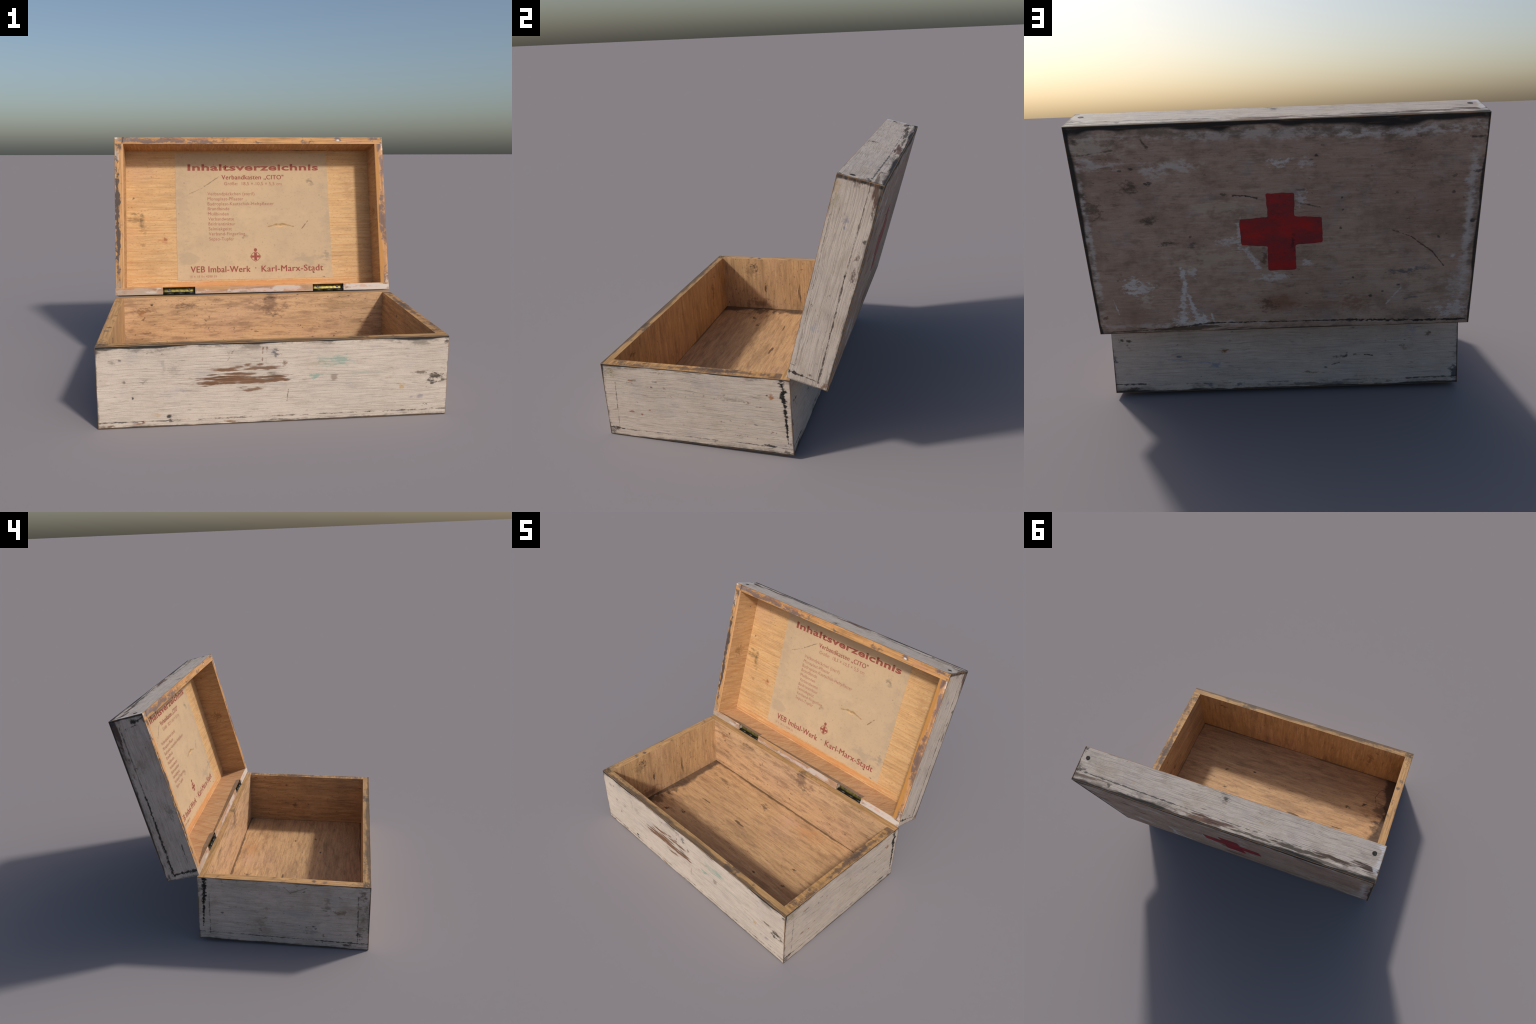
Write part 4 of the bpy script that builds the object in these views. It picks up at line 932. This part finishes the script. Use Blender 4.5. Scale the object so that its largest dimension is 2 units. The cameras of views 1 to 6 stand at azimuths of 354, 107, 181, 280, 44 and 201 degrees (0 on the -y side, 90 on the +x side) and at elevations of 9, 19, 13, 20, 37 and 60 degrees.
disc('nail', 0.952, -0.070, 0.0155, M_nail)
disc('nail', -0.944, -0.066, 0.0155, M_nail)

# ------------------------------------------------------------------ red cross painted on the panel
def cross_outline(cx, cy, w, ext, flare, n=14):
    """arms that flare a little toward their ends with soft inner corners"""
    corners = [(w, ext), (w * 0.93, w * 1.18), (ext * 1.0, w * 1.06), (ext * 0.985, -w * 0.96), (w * 1.02, -w * 1.12),
               (w * 1.08, -ext * 1.04), (-w * 1.02, -ext * 1.05), (-w * 0.98, -w * 1.06), (-ext, -w * 0.95),
               (-ext * 0.98, w * 1.05), (-w * 0.94, w * 1.18), (-w, ext)]
    pts = []
    for i, p in enumerate(corners):
        q = corners[(i + 1) % len(corners)]
        for k in range(n):
            t = k / n
            x, y = p[0] + (q[0] - p[0]) * t, p[1] + (q[1] - p[1]) * t
            pts.append((x, y))
    for _ in range(1):                              # soften the corners a touch
        pts = [((pts[i - 1][0] + 2 * pts[i][0] + pts[(i + 1) % len(pts)][0]) / 4,
                (pts[i - 1][1] + 2 * pts[i][1] + pts[(i + 1) % len(pts)][1]) / 4) for i in range(len(pts))]
    out = []
    for x, y in pts:
        j = Vector((x, y, 0))
        out.append((cx + x + 0.0035 * mnoise.noise(j * 38), cy + y + 0.0035 * mnoise.noise(j * 38 + Vector((9, 0, 0)))))
    return out


bm = bmesh.new()
pts = cross_outline(-0.006, 0.578, 0.070, 0.2085, 0.0)
lo = [bm.verts.new((x, y, -LID_H + 0.0005)) for x, y in pts]
hi = [bm.verts.new((x, y, -LID_H - 0.0010)) for x, y in pts]
bm.faces.new(hi)
for i in range(len(pts)):
    j = (i + 1) % len(pts)
    bm.faces.new((lo[i], lo[j], hi[j], hi[i]))
bmesh.ops.recalc_face_normals(bm, faces=bm.faces)
bmesh.ops.triangulate(bm, faces=[f for f in bm.faces if len(f.verts) > 4])
me = bpy.data.meshes.new('red_cross')
bm.to_mesh(me)
bm.free()
me.materials.append(M_red)
link('red_cross', me, LID_M)

# ------------------------------------------------------------------ paper sheet with print
corners = [(-0.560, 0.108), (0.627, 0.109), (0.608, 1.081), (-0.570, 1.083)]
outline = []
for i, p in enumerate(corners):
    q = corners[(i + 1) % 4]
    for k in range(24):
        t = k / 24
        x, y = p[0] + (q[0] - p[0]) * t, p[1] + (q[1] - p[1]) * t
        outline.append((x + 0.0025 * mnoise.noise(Vector((x * 6, y * 6, 2))),
                        y + 0.0025 * mnoise.noise(Vector((x * 6, y * 6, 7)))))
PAPER_Z = -PANEL_IN + 0.0015
paper = prism(outline, 2, -PANEL_IN + 0.0002, PAPER_Z, 'paper_label', LID_M, {}, M_paper, 0.0)

GLYPH = {}
def glyph_mesh(body, offset):
    cu = bpy.data.curves.new('print', 'FONT')
    cu.body = body
    cu.size = 1.0
    cu.offset = offset
    cu.resolution_u = 4
    cu.fill_mode = 'FRONT'
    cu.space_character = 1.06
    ob = bpy.data.objects.new('print', cu)
    bpy.context.collection.objects.link(ob)
    dg = bpy.context.evaluated_depsgraph_get()
    me = bpy.data.meshes.new_from_object(ob.evaluated_get(dg))
    bpy.data.objects.remove(ob)
    bpy.data.curves.remove(cu)
    return me


def printed(name, body, x0, x1, y0, y1, cap, mat, offset=0.0, heavy=0.0):
    """one line of print: from x0 to x1 on a base line that runs from y0 to y1, with capital height cap"""
    me = glyph_mesh(body, offset)
    me.name = name
    if offset not in GLYPH:
        h = glyph_mesh('H', offset)
        GLYPH[offset] = max(vt.co.y for vt in h.vertices)
        bpy.data.meshes.remove(h)
    a = min(vt.co.x for vt in me.vertices)
    b = max(vt.co.x for vt in me.vertices)
    sx, sy = (x1 - x0) / (b - a), cap / GLYPH[offset]
    for vt in me.vertices:
        x = x0 + (vt.co.x - a) * sx
        t = (x - x0) / (x1 - x0)
        vt.co = Vector((x, y0 + (y1 - y0) * t + vt.co.y * sy, PAPER_Z + 0.0005))
    me.materials.clear()
    me.materials.append(mat)
    if heavy:                                       # struck twice, a hair apart, for a heavier face
        bm = bmesh.new()
        bm.from_mesh(me)
        twin = bmesh.ops.duplicate(bm, geom=bm.verts[:] + bm.edges[:] + bm.faces[:])['geom']
        for el in twin:
            if isinstance(el, bmesh.types.BMVert):
                el.co += Vector((heavy, heavy * 0.3, 0.0002))
        bm.to_mesh(me)
        bm.free()
    ob = link(name, me, LID_M, paper)
    return ob


printed('printed_heading', 'Inhaltsverzeichnis', -0.473, 0.541, 0.951, 0.949, 0.048, M_ink, 0.030)
printed('printed_line', 'Verbandkasten „CITO"', -0.215, 0.265, 0.880, 0.878, 0.034, M_ink, 0.0, 0.0018)
printed('printed_line', 'Größe:  18,5 × 10,5 × 5,5 cm', -0.195, 0.250, 0.835, 0.832, 0.025, M_ink_faint, 0.0)
for body, x0, x1, y in (('Verbandpäckchen (steril)', -0.324, 0.036, 0.757), ('Monaplast-Pflaster', -0.325, -0.051, 0.718),
                        ('Badroplast-Kautschuk-Heftpflaster', -0.325, 0.185, 0.679), ('Brandbinde', -0.325, -0.160, 0.642),
                        ('Mullbinden', -0.324, -0.166, 0.602), ('Verbandwatte', -0.323, -0.127, 0.563),
                        ('Baldriantinktur', -0.322, -0.118, 0.525), ('Salmiakgeist', -0.322, -0.145, 0.487),
                        ('Verband-Fingerling', -0.321, -0.044, 0.448), ('Sepso-Tupfer', -0.319, -0.129, 0.409)):
    printed('printed_line', body, x0, x1, y, y - 0.002, 0.024, M_ink_faint, 0.0)
printed('printed_line', 'VEB Imbal-Werk', -0.464, -0.012, 0.167, 0.163, 0.046, M_ink, 0.0, 0.0030)
printed('printed_line', 'Karl-Marx-Stadt', 0.074, 0.551, 0.163, 0.164, 0.046, M_ink, 0.0, 0.0030)
printed('printed_line', '·', 0.026, 0.036, 0.170, 0.170, 0.046, M_ink, 0.0)
printed('printed_line', 'III 6 18 Kv 4288 55', -0.465, -0.267, 0.129, 0.128, 0.015, M_ink_faint, 0.0)

# small emblem: a figure made of a dot over a diamond with a cross in it
bm = bmesh.new()
EX, EY, EZ = 0.032, 0.281, PAPER_Z + 0.0005
def poly(pts):
    bm.faces.new([bm.verts.new((EX + x, EY + y, EZ)) for x, y in pts])
poly([(0.0125 * math.cos(k * math.tau / 20), 0.051 + 0.0125 * math.sin(k * math.tau / 20)) for k in range(20)])
poly([(-0.0105, -0.030), (0.0105, -0.030), (0.0105, 0.030), (-0.0105, 0.030)])
poly([(-0.034, -0.009), (-0.0105, -0.0075), (-0.0105, 0.0075), (-0.034, 0.009)])
poly([(0.034, -0.009), (0.034, 0.009), (0.0105, 0.0075), (0.0105, -0.0075)])
n = 48
prev = None
for k in range(n + 1):
    a = math.tau * k / n
    c, s = math.cos(a), math.sin(a)
    r = 0.041 / (abs(c) ** 1.35 + abs(s) ** 1.35) ** (1 / 1.35)
    o = bm.verts.new((EX + c * r, EY + s * r * 0.95, EZ))
    i = bm.verts.new((EX + c * (r - 0.004), EY + s * (r - 0.004) * 0.95, EZ))
    if prev:
        bm.faces.new((prev[0], o, i, prev[1]))
    prev = (o, i)
bmesh.ops.recalc_face_normals(bm, faces=bm.faces)
for f in bm.faces:
    if f.normal.z < 0:
        f.normal_flip()
me = bpy.data.meshes.new('printed_emblem')
bm.to_mesh(me)
bm.free()
me.materials.append(M_ink)
link('printed_emblem', me, LID_M, paper)
